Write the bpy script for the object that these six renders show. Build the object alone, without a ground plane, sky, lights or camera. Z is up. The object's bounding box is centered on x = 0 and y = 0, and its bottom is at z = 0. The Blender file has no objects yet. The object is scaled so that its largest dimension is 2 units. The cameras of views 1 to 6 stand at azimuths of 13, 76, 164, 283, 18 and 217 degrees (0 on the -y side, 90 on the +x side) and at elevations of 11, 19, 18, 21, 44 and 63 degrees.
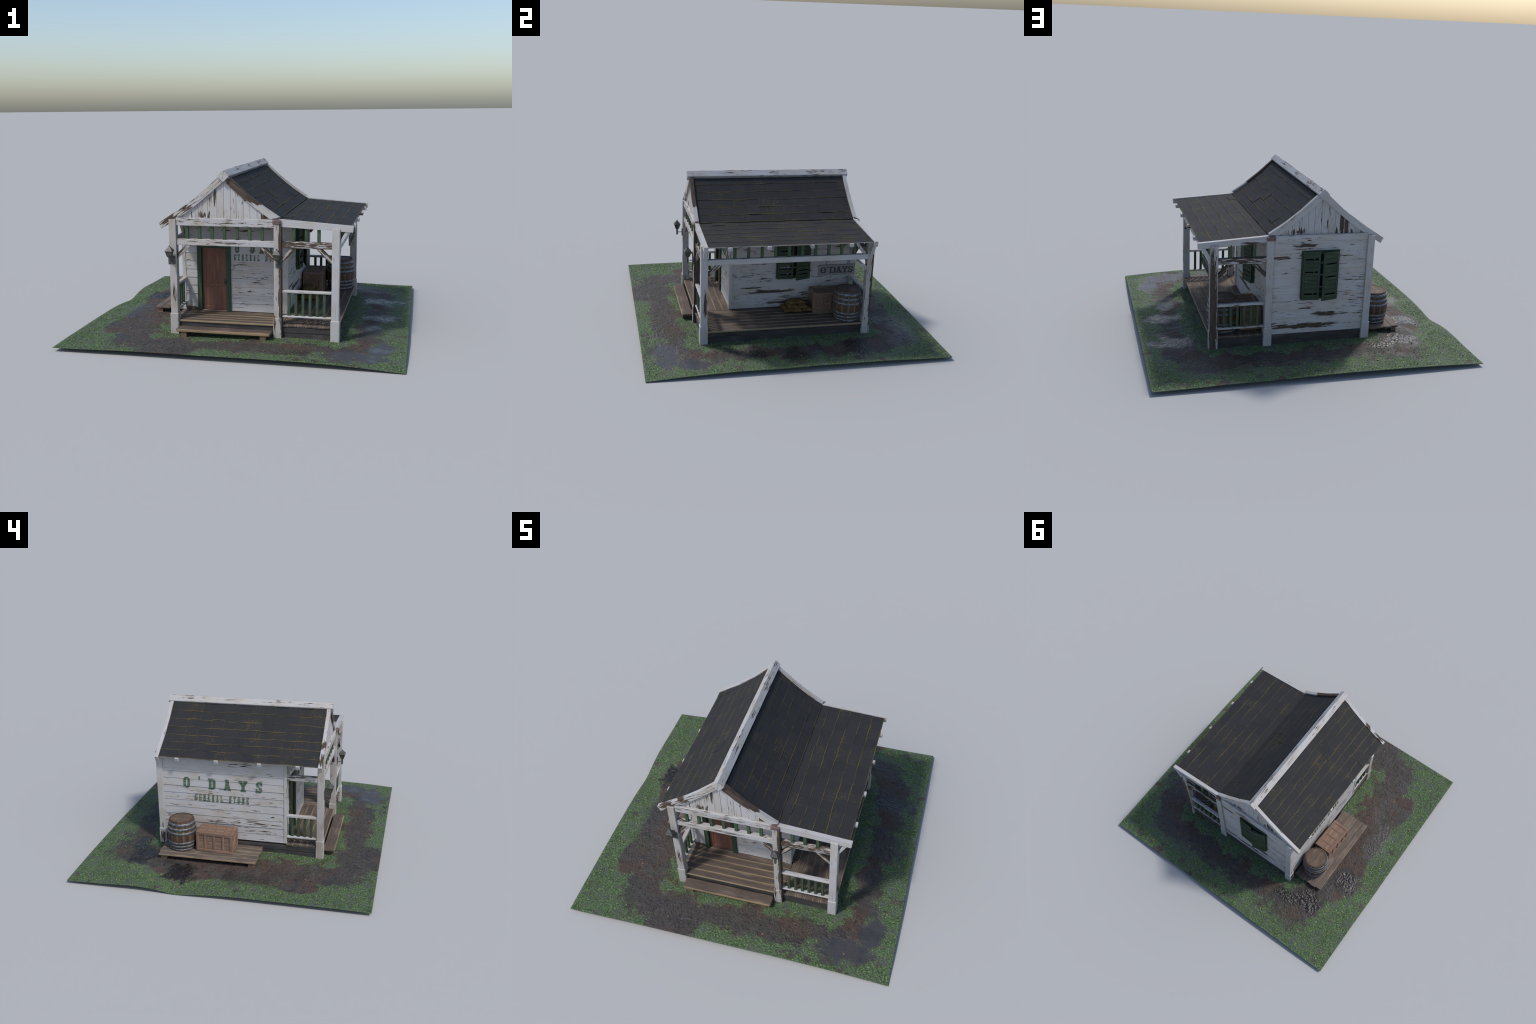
# A weathered clapboard store with an L-shaped porch, standing on a patch of muddy grass.
import bpy, bmesh, math, random
import numpy as np
from mathutils import Vector, Matrix, noise as mnoise

rng = random.Random(7)
TAU = 2 * math.pi

# ------------------------------------------------------------------ node helpers
class Nodes:
    def __init__(self, name):
        self.mat = bpy.data.materials.new(name)
        self.mat.use_nodes = True
        self.t = self.mat.node_tree
        self.t.nodes.clear()
        self.out = self.t.nodes.new("ShaderNodeOutputMaterial")
        self.b = self.t.nodes.new("ShaderNodeBsdfPrincipled")
        self.t.links.new(self.b.outputs[0], self.out.inputs[0])

    def put(self, sock, v):
        if v is None:
            return
        if isinstance(v, bpy.types.NodeSocket):
            self.t.links.new(v, sock)
        else:
            if sock.type == "RGBA" and len(v) == 3:
                v = (*v, 1)
            sock.default_value = v

    def pos(self):
        return self.t.nodes.new("ShaderNodeNewGeometry").outputs["Position"]

    def coord(self, which="Object"):
        return self.t.nodes.new("ShaderNodeTexCoord").outputs[which]

    def rand(self):
        return self.t.nodes.new("ShaderNodeObjectInfo").outputs["Random"]

    def math(self, op, a, b=0.0, c=None, clamp=False):
        n = self.t.nodes.new("ShaderNodeMath")
        n.operation = op
        n.use_clamp = clamp
        self.put(n.inputs[0], a)
        self.put(n.inputs[1], b)
        if c is not None:
            self.put(n.inputs[2], c)
        return n.outputs[0]

    def vmath(self, op, a, b=(0, 0, 0)):
        n = self.t.nodes.new("ShaderNodeVectorMath")
        n.operation = op
        self.put(n.inputs[0], a)
        self.put(n.inputs[1], b)
        return n.outputs["Value"] if op in ("LENGTH", "DOT_PRODUCT", "DISTANCE") else n.outputs["Vector"]

    def spin(self, v, axis, angle):
        n = self.t.nodes.new("ShaderNodeVectorRotate")
        self.put(n.inputs["Vector"], v)
        n.inputs["Axis"].default_value = axis
        n.inputs["Angle"].default_value = angle
        return n.outputs[0]

    def sep(self, v):
        n = self.t.nodes.new("ShaderNodeSeparateXYZ")
        self.put(n.inputs[0], v)
        return n.outputs

    def comb(self, x=0.0, y=0.0, z=0.0):
        n = self.t.nodes.new("ShaderNodeCombineXYZ")
        for s, v in zip(n.inputs, (x, y, z)):
            self.put(s, v)
        return n.outputs[0]

    def noise(self, v, scale=1.0, detail=3.0, rough=0.55, dist=0.0):
        n = self.t.nodes.new("ShaderNodeTexNoise")
        self.put(n.inputs["Vector"], v)
        n.inputs["Scale"].default_value = scale
        n.inputs["Detail"].default_value = detail
        n.inputs["Roughness"].default_value = rough
        n.inputs["Distortion"].default_value = dist
        return n.outputs[0]

    def voro(self, v, scale=1.0, feature="F1", out="Distance"):
        n = self.t.nodes.new("ShaderNodeTexVoronoi")
        n.feature = feature
        self.put(n.inputs["Vector"], v)
        n.inputs["Scale"].default_value = scale
        return n.outputs[out]

    def step(self, v, lo, hi, a=0.0, b=1.0):
        n = self.t.nodes.new("ShaderNodeMapRange")
        n.interpolation_type = "SMOOTHSTEP"
        self.put(n.inputs[0], v)
        for i, x in enumerate((lo, hi, a, b)):
            self.put(n.inputs[i + 1], x)
        return n.outputs[0]

    def mix(self, f, a, b, blend="MIX"):
        n = self.t.nodes.new("ShaderNodeMix")
        n.data_type = "RGBA"
        n.blend_type = blend
        self.put(n.inputs[0], f)
        self.put(n.inputs[6], a)
        self.put(n.inputs[7], b)
        return n.outputs[2]

    def bump(self, h, strength=0.4, dist=0.002):
        n = self.t.nodes.new("ShaderNodeBump")
        n.inputs["Strength"].default_value = strength
        n.inputs["Distance"].default_value = dist
        self.put(n.inputs["Height"], h)
        self.t.links.new(n.outputs[0], self.b.inputs["Normal"])

    def done(self, color, rough=0.8, spec=0.3, metal=0.0):
        self.put(self.b.inputs["Base Color"], color)
        self.put(self.b.inputs["Roughness"], rough)
        self.put(self.b.inputs["Specular IOR Level"], spec)
        self.put(self.b.inputs["Metallic"], metal)
        return self.mat


def srgb(r, g, b):
    f = lambda c: (c / 255 / 12.92) if c <= 10 else ((c / 255 + 0.055) / 1.055) ** 2.4
    return (f(r), f(g), f(b))


GRAIN = {"x": None, "y": ((0, 0, 1), -math.pi / 2), "z": ((0, 1, 0), math.pi / 2)}
_cache = {}


def grain_coord(N, grain):
    """World position turned so that the wood grain runs along x."""
    p = N.pos()
    spin = GRAIN[grain] if isinstance(grain, str) else (((0, 1, 0) if grain[0] == "xz" else (1, 0, 0)), grain[1])
    if not isinstance(grain, str) and grain[0] == "yz":
        p = N.spin(p, (0, 0, 1), -math.pi / 2)
        spin = ((0, 1, 0), grain[1])
    return p if spin is None else N.spin(p, *spin)


def white_paint(grain="x", wear=0.0, patches=(), tint=0.0):
    """Flaking white paint over brown wood. wear moves the amount of bare wood,
    patches are (centre, radii, amount) ellipsoids where the paint has come off."""
    key = ("white", grain, wear, patches, tint)
    if key in _cache:
        return _cache[key]
    N = Nodes("flaking_white_paint")
    p = N.pos()
    q = grain_coord(N, grain)
    q = N.vmath("ADD", q, N.comb(N.math("MULTIPLY", N.rand(), 3.0), 0.0, N.math("MULTIPLY", N.rand(), 5.0)))
    fleck = N.noise(N.vmath("MULTIPLY", q, (14, 150, 150)), 1.0, 4.0, 0.58, 0.25)
    big = N.noise(N.vmath("MULTIPLY", q, (4.2, 21, 21)), 1.0, 2.0, 0.5)
    v = N.math("ADD", N.math("MULTIPLY", fleck, 0.80), N.math("MULTIPLY", big, 0.38))
    for c, r, amount in patches:
        d = N.vmath("LENGTH", N.vmath("DIVIDE", N.vmath("SUBTRACT", p, c), r))
        v = N.math("ADD", v, N.math("MULTIPLY", N.math("SUBTRACT", 1.0, d, clamp=True), amount))
    bare = N.step(v, 0.705 - wear, 0.730 - wear)
    rim = N.step(v, 0.655 - wear, 0.715 - wear)
    fine = N.noise(N.vmath("MULTIPLY", q, (9, 260, 260)), 1.0, 3.0, 0.6)
    soft = N.noise(N.vmath("MULTIPLY", q, (7, 13, 13)), 1.0, 3.0, 0.55)
    base = N.mix(N.step(soft, 0.35, 0.7), srgb(171, 171, 173), srgb(168, 163, 157))
    base = N.mix(N.step(soft, 0.52, 0.78, 0.0, 0.35 + tint), base, srgb(148, 138, 128))
    base = N.mix(N.step(fine, 0.5, 0.75, 0.0, 0.4), base, srgb(138, 134, 131))
    base = N.mix(N.math("MULTIPLY", rim, 0.22), base, srgb(140, 125, 108))
    if tint > 0.5:
        base = N.mix(0.3, base, srgb(146, 137, 128))
    crack = N.step(N.noise(N.vmath("MULTIPLY", q, (6, 330, 330)), 1.0, 2.0, 0.5), 0.67, 0.71, 0.0, 0.5)
    base = N.mix(crack, base, srgb(112, 100, 90))
    wood = N.mix(N.step(fine, 0.3, 0.7), srgb(52, 44, 39), srgb(88, 75, 65))
    col = N.mix(bare, base, wood)
    N.bump(N.math("SUBTRACT", N.math("MULTIPLY", fine, 0.35), bare), 0.35, 0.0015)
    m = N.done(col, N.math("ADD", 0.62, N.math("MULTIPLY", bare, 0.2)), 0.3)
    _cache[key] = m
    return m


def plank_wood(grain="x", tone=(86, 76, 69), edge=(142, 125, 98), dark=(54, 47, 43), edge_w=0.16, name="worn_brown_planks", across=1):
    """Brown boards, rubbed pale along their two long edges (Generated coordinates give the width)."""
    key = ("plank", grain, tone, edge, edge_w, across)
    if key in _cache:
        return _cache[key]
    N = Nodes(name)
    q = grain_coord(N, grain)
    q = N.vmath("ADD", q, N.comb(N.math("MULTIPLY", N.rand(), 4.0), N.math("MULTIPLY", N.rand(), 2.0), 0.0))
    fine = N.noise(N.vmath("MULTIPLY", q, (10, 150, 150)), 1.0, 4.0, 0.6)
    soft = N.noise(N.vmath("MULTIPLY", q, (6, 24, 24)), 1.0, 3.0, 0.6, 0.4)
    g = N.sep(N.coord("Generated"))[across]
    e = N.math("ABSOLUTE", N.math("SUBTRACT", g, 0.5))
    e = N.step(N.math("ADD", e, N.math("MULTIPLY", N.math("SUBTRACT", soft, 0.5), 0.22)), 0.5 - edge_w, 0.5)
    col = N.mix(N.step(fine, 0.28, 0.62), srgb(*[(a + b) / 2 for a, b in zip(dark, tone)]), srgb(*tone))
    col = N.mix(N.step(soft, 0.5, 0.72, 0.0, 0.75), col, srgb(*[min(255, c * 1.3) for c in tone]))
    col = N.mix(N.step(soft, 0.22, 0.44, 0.6, 0.0), col, srgb(*dark))
    col = N.mix(N.math("MULTIPLY", e, 0.8), col, srgb(*edge))
    N.bump(fine, 0.35, 0.0015)
    m = N.done(col, 0.72, 0.3)
    _cache[key] = m
    return m


def green_paint(grain="z", base=(52, 74, 50)):
    key = ("green", grain, base)
    if key in _cache:
        return _cache[key]
    N = Nodes("dark_green_paint")
    q = grain_coord(N, grain)
    q = N.vmath("ADD", q, N.comb(N.math("MULTIPLY", N.rand(), 4.0), N.math("MULTIPLY", N.rand(), 2.0), 0.0))
    fine = N.noise(N.vmath("MULTIPLY", q, (12, 140, 140)), 1.0, 4.0, 0.6)
    soft = N.noise(N.vmath("MULTIPLY", q, (5, 30, 30)), 1.0, 2.0, 0.5)
    col = N.mix(N.step(fine, 0.3, 0.7), srgb(*[c * 0.72 for c in base]), srgb(*base))
    col = N.mix(N.step(soft, 0.55, 0.8, 0.0, 0.4), col, srgb(92, 104, 80))
    col = N.mix(N.step(fine, 0.675, 0.72, 0.0, 0.8), col, srgb(126, 108, 90))
    N.bump(fine, 0.3, 0.001)
    m = N.done(col, 0.62, 0.35)
    _cache[key] = m
    return m


def plain(name, a, b, scale=(60, 60, 60), rough=0.6, metal=0.0, spec=0.4):
    key = ("plain", name)
    if key in _cache:
        return _cache[key]
    N = Nodes(name)
    n = N.noise(N.vmath("MULTIPLY", N.vmath("ADD", N.pos(), N.comb(N.rand(), N.rand(), 0.0)), scale), 1.0, 4.0, 0.6)
    N.bump(n, 0.2, 0.001)
    m = N.done(N.mix(N.step(n, 0.35, 0.65), srgb(*a), srgb(*b)), rough, spec, metal)
    _cache[key] = m
    return m


def shingle_material():
    N = Nodes("mossy_slate_shingles")
    p = N.pos()
    g = N.sep(N.coord("Generated"))
    patch = N.noise(p, 7.0, 3.0, 0.6)
    speck = N.noise(p, 75.0, 4.0, 0.7)
    fine = N.noise(N.vmath("MULTIPLY", p, (140, 140, 140)), 1.0, 2.0, 0.5)
    low = N.step(N.math("ADD", g[1], N.math("MULTIPLY", N.math("SUBTRACT", speck, 0.5), 0.12)), 0.03, 0.085, 1.0, 0.0)
    side = N.math("ABSOLUTE", N.math("SUBTRACT", g[0], 0.5))
    side = N.step(side, 0.482, 0.497, 0.0, 0.5)
    line = N.math("MAXIMUM", low, side)
    line = N.math("MULTIPLY", line, N.step(N.math("ADD", patch, N.math("MULTIPLY", speck, 0.55)), 0.58, 0.90))
    blot = N.math("MULTIPLY", N.step(patch, 0.52, 0.66), N.step(speck, 0.50, 0.62))
    moss = N.math("MAXIMUM", N.math("MULTIPLY", line, 0.85), N.math("MULTIPLY", blot, 0.42))
    tone = N.mix(N.rand(), srgb(40, 41, 43), srgb(44, 45, 47))
    tone = N.mix(N.step(fine, 0.4, 0.7, 0.0, 0.3), tone, srgb(50, 50, 52))
    col = N.mix(moss, tone, srgb(97, 83, 45))
    N.bump(fine, 0.25, 0.0008)
    return N.done(col, 0.8, 0.2)


# ------------------------------------------------------------------ geometry helpers
def link(o, parent=None):
    bpy.context.scene.collection.objects.link(o)
    if parent is not None:
        o.parent = parent
    return o


def empty(name, loc, label, category, rot=0.0):
    o = bpy.data.objects.new(name, None)
    o.location = loc
    o.rotation_euler = (0, 0, rot)
    o["label"], o["category"] = label, category
    link(o)
    bpy.context.view_layer.update()
    return o


def finish_mesh(bm, name, mat, smooth=False):
    bmesh.ops.recalc_face_normals(bm, faces=bm.faces)
    me = bpy.data.meshes.new(name)
    bm.to_mesh(me)
    bm.free()
    if mat is not None:
        me.materials.append(mat)
    if smooth:
        me.polygons.foreach_set("use_smooth", [True] * len(me.polygons))
    return me


def place(name, me, parent, loc=(0, 0, 0), rot=None, kind=None):
    o = bpy.data.objects.new(name, me)
    link(o)
    M = Matrix.Translation(loc)
    if rot is not None:
        M = M @ (rot.to_4x4() if isinstance(rot, Matrix) else Matrix.Rotation(rot, 4, "Z"))
    if parent is not None:
        o.parent = parent
        M = parent_inv(parent) @ M
    o.matrix_basis = M
    if kind:
        o["kind"] = kind
    return o


def parent_inv(p):
    M = p.matrix_basis.copy()
    q = p.parent
    while q is not None:
        M = q.matrix_basis @ M
        q = q.parent
    return M.inverted()


def box_mesh(name, sx, sy, sz, mat, bevel=0.0015, cuts=0, wobble=0.0, seed=0):
    """A board centred on its origin, its length cut up and its edges slightly uneven."""
    bm = bmesh.new()
    bmesh.ops.create_cube(bm, size=1.0)
    bmesh.ops.scale(bm, vec=(sx, sy, sz), verts=bm.verts)
    if bevel:
        bmesh.ops.bevel(bm, geom=list(bm.edges), offset=min(bevel, 0.3 * min(sx, sy, sz)), segments=1, affect="EDGES")
    if cuts:
        ax = max(range(3), key=lambda i: (sx, sy, sz)[i])
        L = (sx, sy, sz)[ax]
        n = [0, 0, 0]
        n[ax] = 1
        for k in range(1, cuts + 1):
            co = [0, 0, 0]
            co[ax] = -L / 2 + L * k / (cuts + 1)
            bmesh.ops.bisect_plane(bm, geom=list(bm.verts) + list(bm.edges) + list(bm.faces), plane_co=co, plane_no=n)
        for v in bm.verts:
            if abs(abs(v.co[ax]) - L / 2) > 0.004:
                d = mnoise.noise_vector(v.co * 38 + Vector((seed * 3.7, seed * 1.3, 0)))
                for i in range(3):
                    if i != ax:
                        v.co[i] += d[i] * wobble
    return finish_mesh(bm, name, mat)


_n = [0]


def box(name, lo, hi, mat, parent, bevel=0.0015, cuts=0, wobble=0.0):
    c = [(a + b) / 2 for a, b in zip(lo, hi)]
    s = [abs(b - a) for a, b in zip(lo, hi)]
    _n[0] += 1
    return place(name, box_mesh(name, *s, mat, bevel, cuts, wobble, _n[0]), parent, c)


def strut(name, a, b, w, h, mat, parent, cuts=4, wobble=0.0012, side=None):
    """A straight timber from a to b, w wide (across `side`) and h high."""
    a, b = Vector(a), Vector(b)
    d = b - a
    X = d.normalized()
    Y = Vector(side) if side else Vector((0, 0, 1)).cross(X).normalized()
    Z = X.cross(Y)
    R = Matrix((X, Y, Z)).transposed()
    _n[0] += 1
    return place(name, box_mesh(name, d.length, w, h, mat, 0.0015, cuts, wobble, _n[0]), parent, (a + b) / 2, R)


def prism_y(name, pts, y0, y1, mat, parent, bevel=0.001):
    """A closed outline in the xz plane, pushed out along y."""
    bm = bmesh.new()
    f = [bm.verts.new((x, y0, z)) for x, z in pts]
    g = [bm.verts.new((x, y1, z)) for x, z in pts]
    bm.faces.new(f)
    bm.faces.new(g[::-1])
    n = len(pts)
    for i in range(n):
        bm.faces.new((f[i], g[i], g[(i + 1) % n], f[(i + 1) % n]))
    return place(name, finish_mesh(bm, name, mat), parent)


# ------------------------------------------------------------------ ground
def ground_controls():
    return np.array([
        (-1, -.972, .021), (-.57, -.972, .029), (-.17, -.972, .030), (.29, -.972, .031), (.65, -.972, .024), (.86, -.972, .012), (1, -.972, .002),
        (1, -.75, .016), (1, -.4, .027), (1, .1, .030), (1, .55, .028), (1, .972, .019),
        (.6, .972, .026), (.03, .972, .033), (-.48, .972, .031), (-1, .972, .016),
        (-1, .7, .023), (-1, .49, .030), (-1, .36, .018), (-1, .235, .001), (-1, .12, .012), (-1, -.01, .022), (-1, -.25, .027), (-1, -.47, .027), (-1, -.75, .025),
        (-.93, .235, .010), (-.88, .5, .034), (-.8, .235, .029), (-.7, -.3, .029), (-.7, .3, .036), (-.63, .68, .040), (-.6, -.7, .024), (-.76, -.6, .018), (-.7, 0, .038), (-.72, -.25, .034),
        (-.39, -.6, .028), (.25, -.62, .037), (.6, -.6, .030), (.61, .54, .040), (.25, .55, .037), (-.4, .55, .046),
        (0, 0, .036), (.6, 0, .038), (-.42, 0, .036), (0, -.75, .031), (.8, -.6, .020), (.8, -.15, .020), (.82, .2, .024), (.75, .75, .024), (.45, .74, .031), (-.58, -.35, .039), (-.87, -.4, .024), (-.35, .75, .040), (.2, .86, .031), (0, .78, .036)])


GC = ground_controls()


def _tps(r):
    return np.where(r > 1e-9, r * r * np.log(np.maximum(r, 1e-9)), 0.0)


_A = _tps(np.linalg.norm(GC[:, None, :2] - GC[None, :, :2], axis=-1)) + 1e-3 * np.eye(len(GC))
_P = np.c_[np.ones(len(GC)), GC[:, :2]]
_S = np.linalg.solve(np.block([[_A, _P], [_P.T, np.zeros((3, 3))]]), np.r_[GC[:, 2], np.zeros(3)])


def ground_z(x, y):
    x, y = np.atleast_1d(np.asarray(x, float)), np.atleast_1d(np.asarray(y, float))
    out = np.zeros(len(x))
    for i in range(0, len(x), 20000):
        s = slice(i, i + 20000)
        r = np.linalg.norm(np.c_[x[s], y[s]][:, None] - GC[None, :, :2], axis=-1)
        out[s] = _tps(r) @ _S[:-3] + _S[-3] + _S[-2] * x[s] + _S[-1] * y[s]
    return out


HOUSE_C, HOUSE_H = (0.10, -0.03), (0.51, 0.57)


def house_dist(x, y):
    qx, qy = np.abs(x - HOUSE_C[0]) - HOUSE_H[0], np.abs(y - HOUSE_C[1]) - HOUSE_H[1]
    return np.hypot(np.maximum(qx, 0), np.maximum(qy, 0)) + np.minimum(np.maximum(qx, qy), 0)


# wet, shiny mud: (x, y, rx, ry, strength)
WET = ((-.60, .60, .13, .085, 1.0), (-.78, .28, .10, .10, 1.0), (-.46, .655, .10, .05, .9), (-.80, -.15, .09, .20, .5),
       (.80, .375, .13, .10, .8), (.82, -.02, .12, .08, .8), (.55, .80, .22, .10, .4), (.80, -.28, .10, .10, .4))
HEAPS = 3
PUDDLE = ((.74, -.82, .17, .09), (.85, -.66, .08, .12))
BARE = ((-.75, .15, .09, .40), (-.74, -.30, .08, .25), (-.33, -.94, .15, .10), (.30, -.80, .16, .07), (-.80, -.50, .08, .14))


def mud_field(x, y):
    """1 on the trodden mud ring round the house, 0 on grass (noise added by the caller)."""
    d = house_dist(x, y)
    ring = np.clip((d - .04) / .09, 0, 1) * np.clip((.40 - d) / .11, 0, 1)
    return ring


def ground_material():
    N = Nodes("muddy_grass")
    p = N.pos()
    xyz = N.sep(p)
    qx = N.math("SUBTRACT", N.math("ABSOLUTE", N.math("SUBTRACT", xyz[0], HOUSE_C[0])), HOUSE_H[0])
    qy = N.math("SUBTRACT", N.math("ABSOLUTE", N.math("SUBTRACT", xyz[1], HOUSE_C[1])), HOUSE_H[1])
    d = N.vmath("LENGTH", N.comb(N.math("MAXIMUM", qx, 0.0), N.math("MAXIMUM", qy, 0.0), 0.0))
    flat = N.comb(xyz[0], xyz[1], 0.0)
    wide = N.noise(flat, 3.2, 3.0, 0.55)
    mid = N.noise(flat, 11.0, 4.0, 0.6)
    leafy = N.noise(flat, 95.0, 3.0, 0.6)
    grain = N.noise(flat, 60.0, 5.0, 0.7)
    cell = N.voro(N.vmath("ADD", flat, N.comb(N.math("MULTIPLY", mid, 0.03), 0.0, 0.0)), 75.0)
    dn = N.math("ADD", d, N.math("MULTIPLY", N.math("SUBTRACT", wide, 0.5), 0.30))
    dn = N.math("ADD", dn, N.math("MULTIPLY", N.math("SUBTRACT", mid, 0.5), 0.30))
    do = N.math("SUBTRACT", dn, N.step(xyz[0], -0.15, -0.6, 0.0, 0.09))
    for x, y, rx, ry in BARE:
        e = N.vmath("LENGTH", N.vmath("DIVIDE", N.vmath("SUBTRACT", flat, (x, y, 0)), (rx, ry, 1)))
        do = N.math("SUBTRACT", do, N.step(e, 0.5, 1.3, 0.16, 0.0))
    outer = N.step(do, 0.16, 0.36)
    inner = N.math("MULTIPLY", N.step(dn, 0.03, 0.13, 1.0, 0.0), N.step(xyz[0], -0.52, -0.66, 1.0, 0.35))
    grass = N.math("MAXIMUM", outer, inner)
    bald = N.step(N.noise(N.vmath("ADD", flat, (5, 2, 0)), 9.0, 3.0, 0.6), 0.56, 0.68)
    grass = N.math("MULTIPLY", grass, N.math("SUBTRACT", 1.0, N.math("MULTIPLY", bald, 0.75)))
    grass = N.step(N.math("ADD", grass, N.math("MULTIPLY", N.math("SUBTRACT", leafy, 0.5), 1.1)), 0.2, 0.8)
    # puddles and wet mud
    wet = 0.0
    for x, y, rx, ry, s in WET:
        e = N.vmath("LENGTH", N.vmath("DIVIDE", N.vmath("SUBTRACT", flat, (x, y, 0)), (rx, ry, 1)))
        e = N.math("MULTIPLY", N.step(N.math("ADD", e, N.math("MULTIPLY", N.math("SUBTRACT", mid, 0.5), 2.2)), 0.45, 1.25, 1.0, 0.0), s)
        wet = N.math("MAXIMUM", wet, e)
    heap = 0.0
    for x, y, rx, ry, s in WET[:HEAPS]:
        e = N.vmath("LENGTH", N.vmath("DIVIDE", N.vmath("SUBTRACT", flat, (x, y, 0)), (rx, ry, 1)))
        heap = N.math("MAXIMUM", heap, N.step(N.math("ADD", e, N.math("MULTIPLY", N.math("SUBTRACT", mid, 0.5), 2.0)), 0.85, 1.25, 1.0, 0.0))
    pud = 0.0
    for x, y, rx, ry in PUDDLE:
        e = N.vmath("LENGTH", N.vmath("DIVIDE", N.vmath("SUBTRACT", flat, (x, y, 0)), (rx, ry, 1)))
        pud = N.math("MAXIMUM", pud, N.step(N.math("ADD", e, N.math("MULTIPLY", N.math("SUBTRACT", mid, 0.5), 2.4)), 0.65, 1.2, 1.0, 0.0))
    dry = N.math("SUBTRACT", 1.0, N.math("MAXIMUM", N.math("MULTIPLY", wet, 0.9), pud))
    grass = N.math("MULTIPLY", N.math("MULTIPLY", grass, dry), N.math("SUBTRACT", 1.0, heap))
    red = N.step(N.noise(N.vmath("ADD", flat, (1.7, 8.1, 0)), 4.2, 2.0, 0.5), 0.44, 0.60)
    soil = N.mix(red, srgb(63, 59, 55), srgb(74, 58, 49))
    soil = N.mix(N.step(grain, 0.38, 0.66), N.mix(0.35, soil, srgb(32, 31, 31)), soil)
    soil = N.mix(N.step(cell, 0.0, 0.22, 0.75, 0.0), soil, srgb(28, 26, 25))
    pale = N.step(N.noise(N.vmath("ADD", flat, (3.3, 1.1, 0)), 14.0, 4.0, 0.65), 0.5, 0.66)
    soil = N.mix(N.math("MULTIPLY", pale, 0.4), soil, srgb(80, 76, 73))
    damp = N.step(N.noise(N.vmath("ADD", flat, (7.7, 3.9, 0)), 5.5, 4.0, 0.6), 0.48, 0.62)
    soil = N.mix(N.math("MULTIPLY", damp, 0.5), soil, srgb(42, 38, 37))
    hole = N.step(N.noise(N.vmath("ADD", flat, (9.3, 4.1, 0)), 40.0, 2.0, 0.5), 0.60, 0.65)
    soil = N.mix(N.math("MULTIPLY", hole, 0.8), soil, srgb(27, 25, 24))
    soil = N.mix(N.math("MULTIPLY", wet, 0.7), soil, srgb(42, 37, 34))
    soil = N.mix(N.math("MULTIPLY", heap, 0.95), soil, srgb(32, 27, 25))
    soil = N.mix(N.math("MULTIPLY", pud, 0.8), soil, srgb(58, 59, 62))
    tuft = N.noise(flat, 26.0, 3.0, 0.6)
    lawn = N.mix(N.step(leafy, 0.36, 0.6), srgb(47, 59, 44), srgb(80, 105, 62))
    lawn = N.mix(N.math("MULTIPLY", N.step(leafy, 0.52, 0.7), N.step(tuft, 0.42, 0.62)), lawn, srgb(128, 156, 92))
    smear = N.noise(N.vmath("ADD", flat, (2.2, 6.6, 0)), 15.0, 4.0, 0.65)
    lawn = N.mix(N.step(smear, 0.47, 0.62, 0.0, 0.7), lawn, srgb(74, 77, 75))
    lawn = N.mix(N.step(smear, 0.34, 0.46, 0.6, 0.0), lawn, srgb(46, 56, 42))
    col = N.mix(grass, soil, lawn)
    h = N.math("ADD", N.math("MULTIPLY", grain, 0.6), N.math("MULTIPLY", cell, 0.8))
    h = N.math("MULTIPLY", h, N.math("SUBTRACT", 1.0, N.math("MULTIPLY", pud, 0.9)))
    N.bump(N.math("ADD", h, N.math("MULTIPLY", leafy, 0.5)), 0.8, 0.006)
    rough = N.math("SUBTRACT", 0.82, N.math("MULTIPLY", wet, 0.68))
    rough = N.math("SUBTRACT", rough, N.math("MULTIPLY", N.math("MULTIPLY", damp, N.math("SUBTRACT", 1.0, grass)), 0.25))
    rough = N.math("SUBTRACT", rough, N.math("MULTIPLY", pud, 0.35))
    return N.done(col, N.math("ADD", N.math("MAXIMUM", rough, 0.16), N.math("MULTIPLY", heap, 0.06)), 0.5)


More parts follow.
